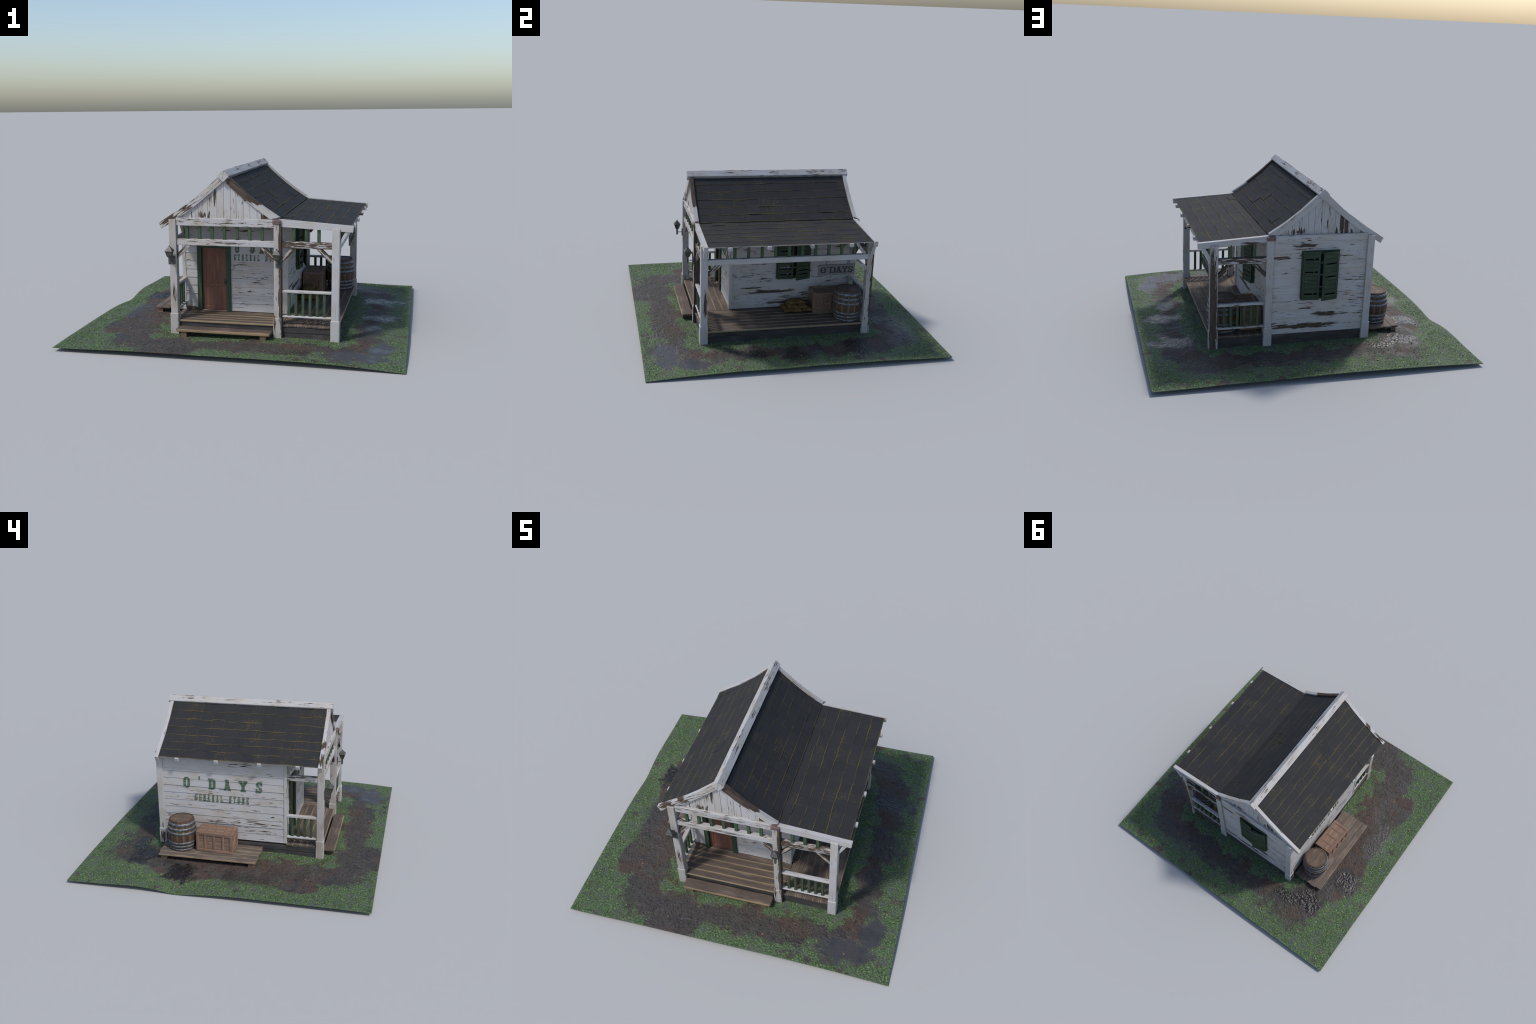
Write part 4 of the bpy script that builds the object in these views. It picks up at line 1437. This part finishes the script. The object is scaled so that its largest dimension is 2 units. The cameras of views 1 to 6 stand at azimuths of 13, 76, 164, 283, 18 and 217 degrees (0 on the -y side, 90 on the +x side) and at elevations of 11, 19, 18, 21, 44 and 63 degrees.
def build_sacks():
    N = Nodes("yellow_burlap")
    p = N.pos()
    weave = N.noise(N.vmath("MULTIPLY", p, (420, 420, 420)), 1.0, 1.0, 0.5)
    soft = N.noise(p, 26.0, 3.0, 0.6)
    print_ = N.step(N.noise(N.vmath("MULTIPLY", N.coord("Object"), (30, 45, 5)), 1.0, 2.0, 0.5), .60, .66)
    col = N.mix(N.step(soft, 0.3, 0.7), srgb(88, 70, 43), srgb(114, 92, 58))
    col = N.mix(N.math("MULTIPLY", print_, .45), col, srgb(72, 58, 38))
    N.bump(weave, 0.4, 0.001)
    mat = N.done(col, 0.9, 0.15)

    def sack_mesh(L, W, H, seed):
        bm = bmesh.new()
        nu, nv = 22, 14
        top, bot = [], []
        for i in range(nu + 1):
            u = -1 + 2 * i / nu
            tr, br = [], []
            for j in range(nv + 1):
                v = -1 + 2 * j / nv
                # pillow: pinched sides, ears at the corners
                px = u * L / 2 * (1 - .07 * (1 - v * v))
                py = v * W / 2 * (1 - .09 * (1 - u * u) * 0 - .05 * (1 - abs(u) ** 2))
                h = ((1 - u ** 4) * (1 - v ** 4)) ** .45
                wr = .0016 * mnoise.noise(Vector((u * 4, v * 3, seed * 5.0))) + .001 * mnoise.noise(Vector((u * 9, v * 9, seed)))
                edge = i in (0, nu) or j in (0, nv)
                zt = H * .52 + (H * .48 * h + wr * h)
                zb = H * .52 - (H * .52 * h)
                if edge:
                    t = bm.verts.new((px, py, H * .5))
                    tr.append(t)
                    br.append(t)
                else:
                    tr.append(bm.verts.new((px, py, zt)))
                    br.append(bm.verts.new((px, py, zb)))
            top.append(tr)
            bot.append(br)
        for i in range(nu):
            for j in range(nv):
                bm.faces.new((top[i][j], top[i + 1][j], top[i + 1][j + 1], top[i][j + 1]))
                bm.faces.new((bot[i][j], bot[i][j + 1], bot[i + 1][j + 1], bot[i + 1][j]))
        return finish_mesh(bm, "sack", mat, True)
    base = DECK + .0005
    meshes = [sack_mesh(.116, .068, .033, k) for k in range(2)]
    spots = [(.337, .040, 0, .03), (.341, .106, 0, -.03), (.337, .171, 0, .04), (.337, .072, .0235, .04), (.339, .141, .0235, -.06), (.330, .105, .049, 1.62)]
    for k, (x, y, z, r) in enumerate(spots):
        o = place("sack", meshes[k % 2], None, (x, y, base + z), r)
        if k == 5:
            o.scale = (1.08, 1.15, .85)
        o["label"], o["category"] = "plump yellow burlap sack lying on its side", "sack"


def build_platform():
    top = empty("low_platform", (-.53, .145, .03), "low wooden platform of five planks on short legs", "wooden platform")
    m = plank_wood("y", (96, 86, 79), (140, 122, 96), (64, 56, 51), .09, across=0)
    xs = (-.650, -.604, -.552, -.502, -.455, -.412)
    ends = ((-.190, .474), (-.192, .482), (-.188, .478), (-.195, .484), (-.190, .480))
    for k, (a, b) in enumerate(zip(xs, xs[1:])):
        box("platform_plank", (a + .0012, ends[k][0], .0705), (b - .0012, ends[k][1], .0835 - .0006 * (k % 2)), m, top, .002, 8, .0006)
    leg = plank_wood("z", (84, 70, 62), (120, 100, 78), (52, 44, 40), .12)
    for x in (-.6425, -.450):
        for y in (.441, -.158):
            gz = float(ground_z(x, y)[0])
            box("platform_leg", (x, y - .019, gz - .006), (x + .036, y + .019, .070), leg, top, .001)


def build_bench():
    top = empty("step_bench", (-.069, -.63, .03), "long low bench used as a porch step", "wooden step")
    m = plank_wood("x", (88, 77, 70), (142, 121, 92), (56, 48, 44), .08)
    bm = bmesh.new()
    x0, x1, y0, y1, r = -.356, .218, -.667, -.5925, .014
    pts = []
    for cx, cy, a0 in ((x1 - r, y1 - r, 0), (x0 + r, y1 - r, 90), (x0 + r, y0 + r, 180), (x1 - r, y0 + r, 270)):
        for k in range(5):
            a = math.radians(a0 + 90 * k / 4)
            pts.append((cx + r * math.cos(a), cy + r * math.sin(a)))
    rings = []
    for z, o in ((.0625, .003), (.066, 0), (.077, 0), (.0805, .003)):
        rings.append([bm.verts.new((x + (-.003 if o else 0) * (1 if x > 0 else -1), y + (-o if y > -.63 else o), z)) for x, y in pts])
    n = len(pts)
    for a, b in zip(rings, rings[1:]):
        for i in range(n):
            bm.faces.new((a[i], a[(i + 1) % n], b[(i + 1) % n], b[i]))
    bm.faces.new(rings[0][::-1])
    bm.faces.new(rings[-1])
    place("bench_seat", finish_mesh(bm, "bench_seat", m), top)
    leg = plank_wood("z", (78, 66, 58), (104, 86, 68), (52, 44, 40), .1)
    for x in (-.326, .155):
        gz = float(ground_z(x, -.655)[0])
        box("bench_leg", (x, -.660, gz - .006), (x + .036, -.600, .063), leg, top, .001)


build_ground()
build_house()
build_platform()
build_bench()
build_barrel((-.511, .346, .083), .2)
build_barrel((.506, .413, DECK), .9)
build_crate((-.497, .1075, .0835), -.045)
build_crate((.338, .333, DECK), .0)
build_sacks()
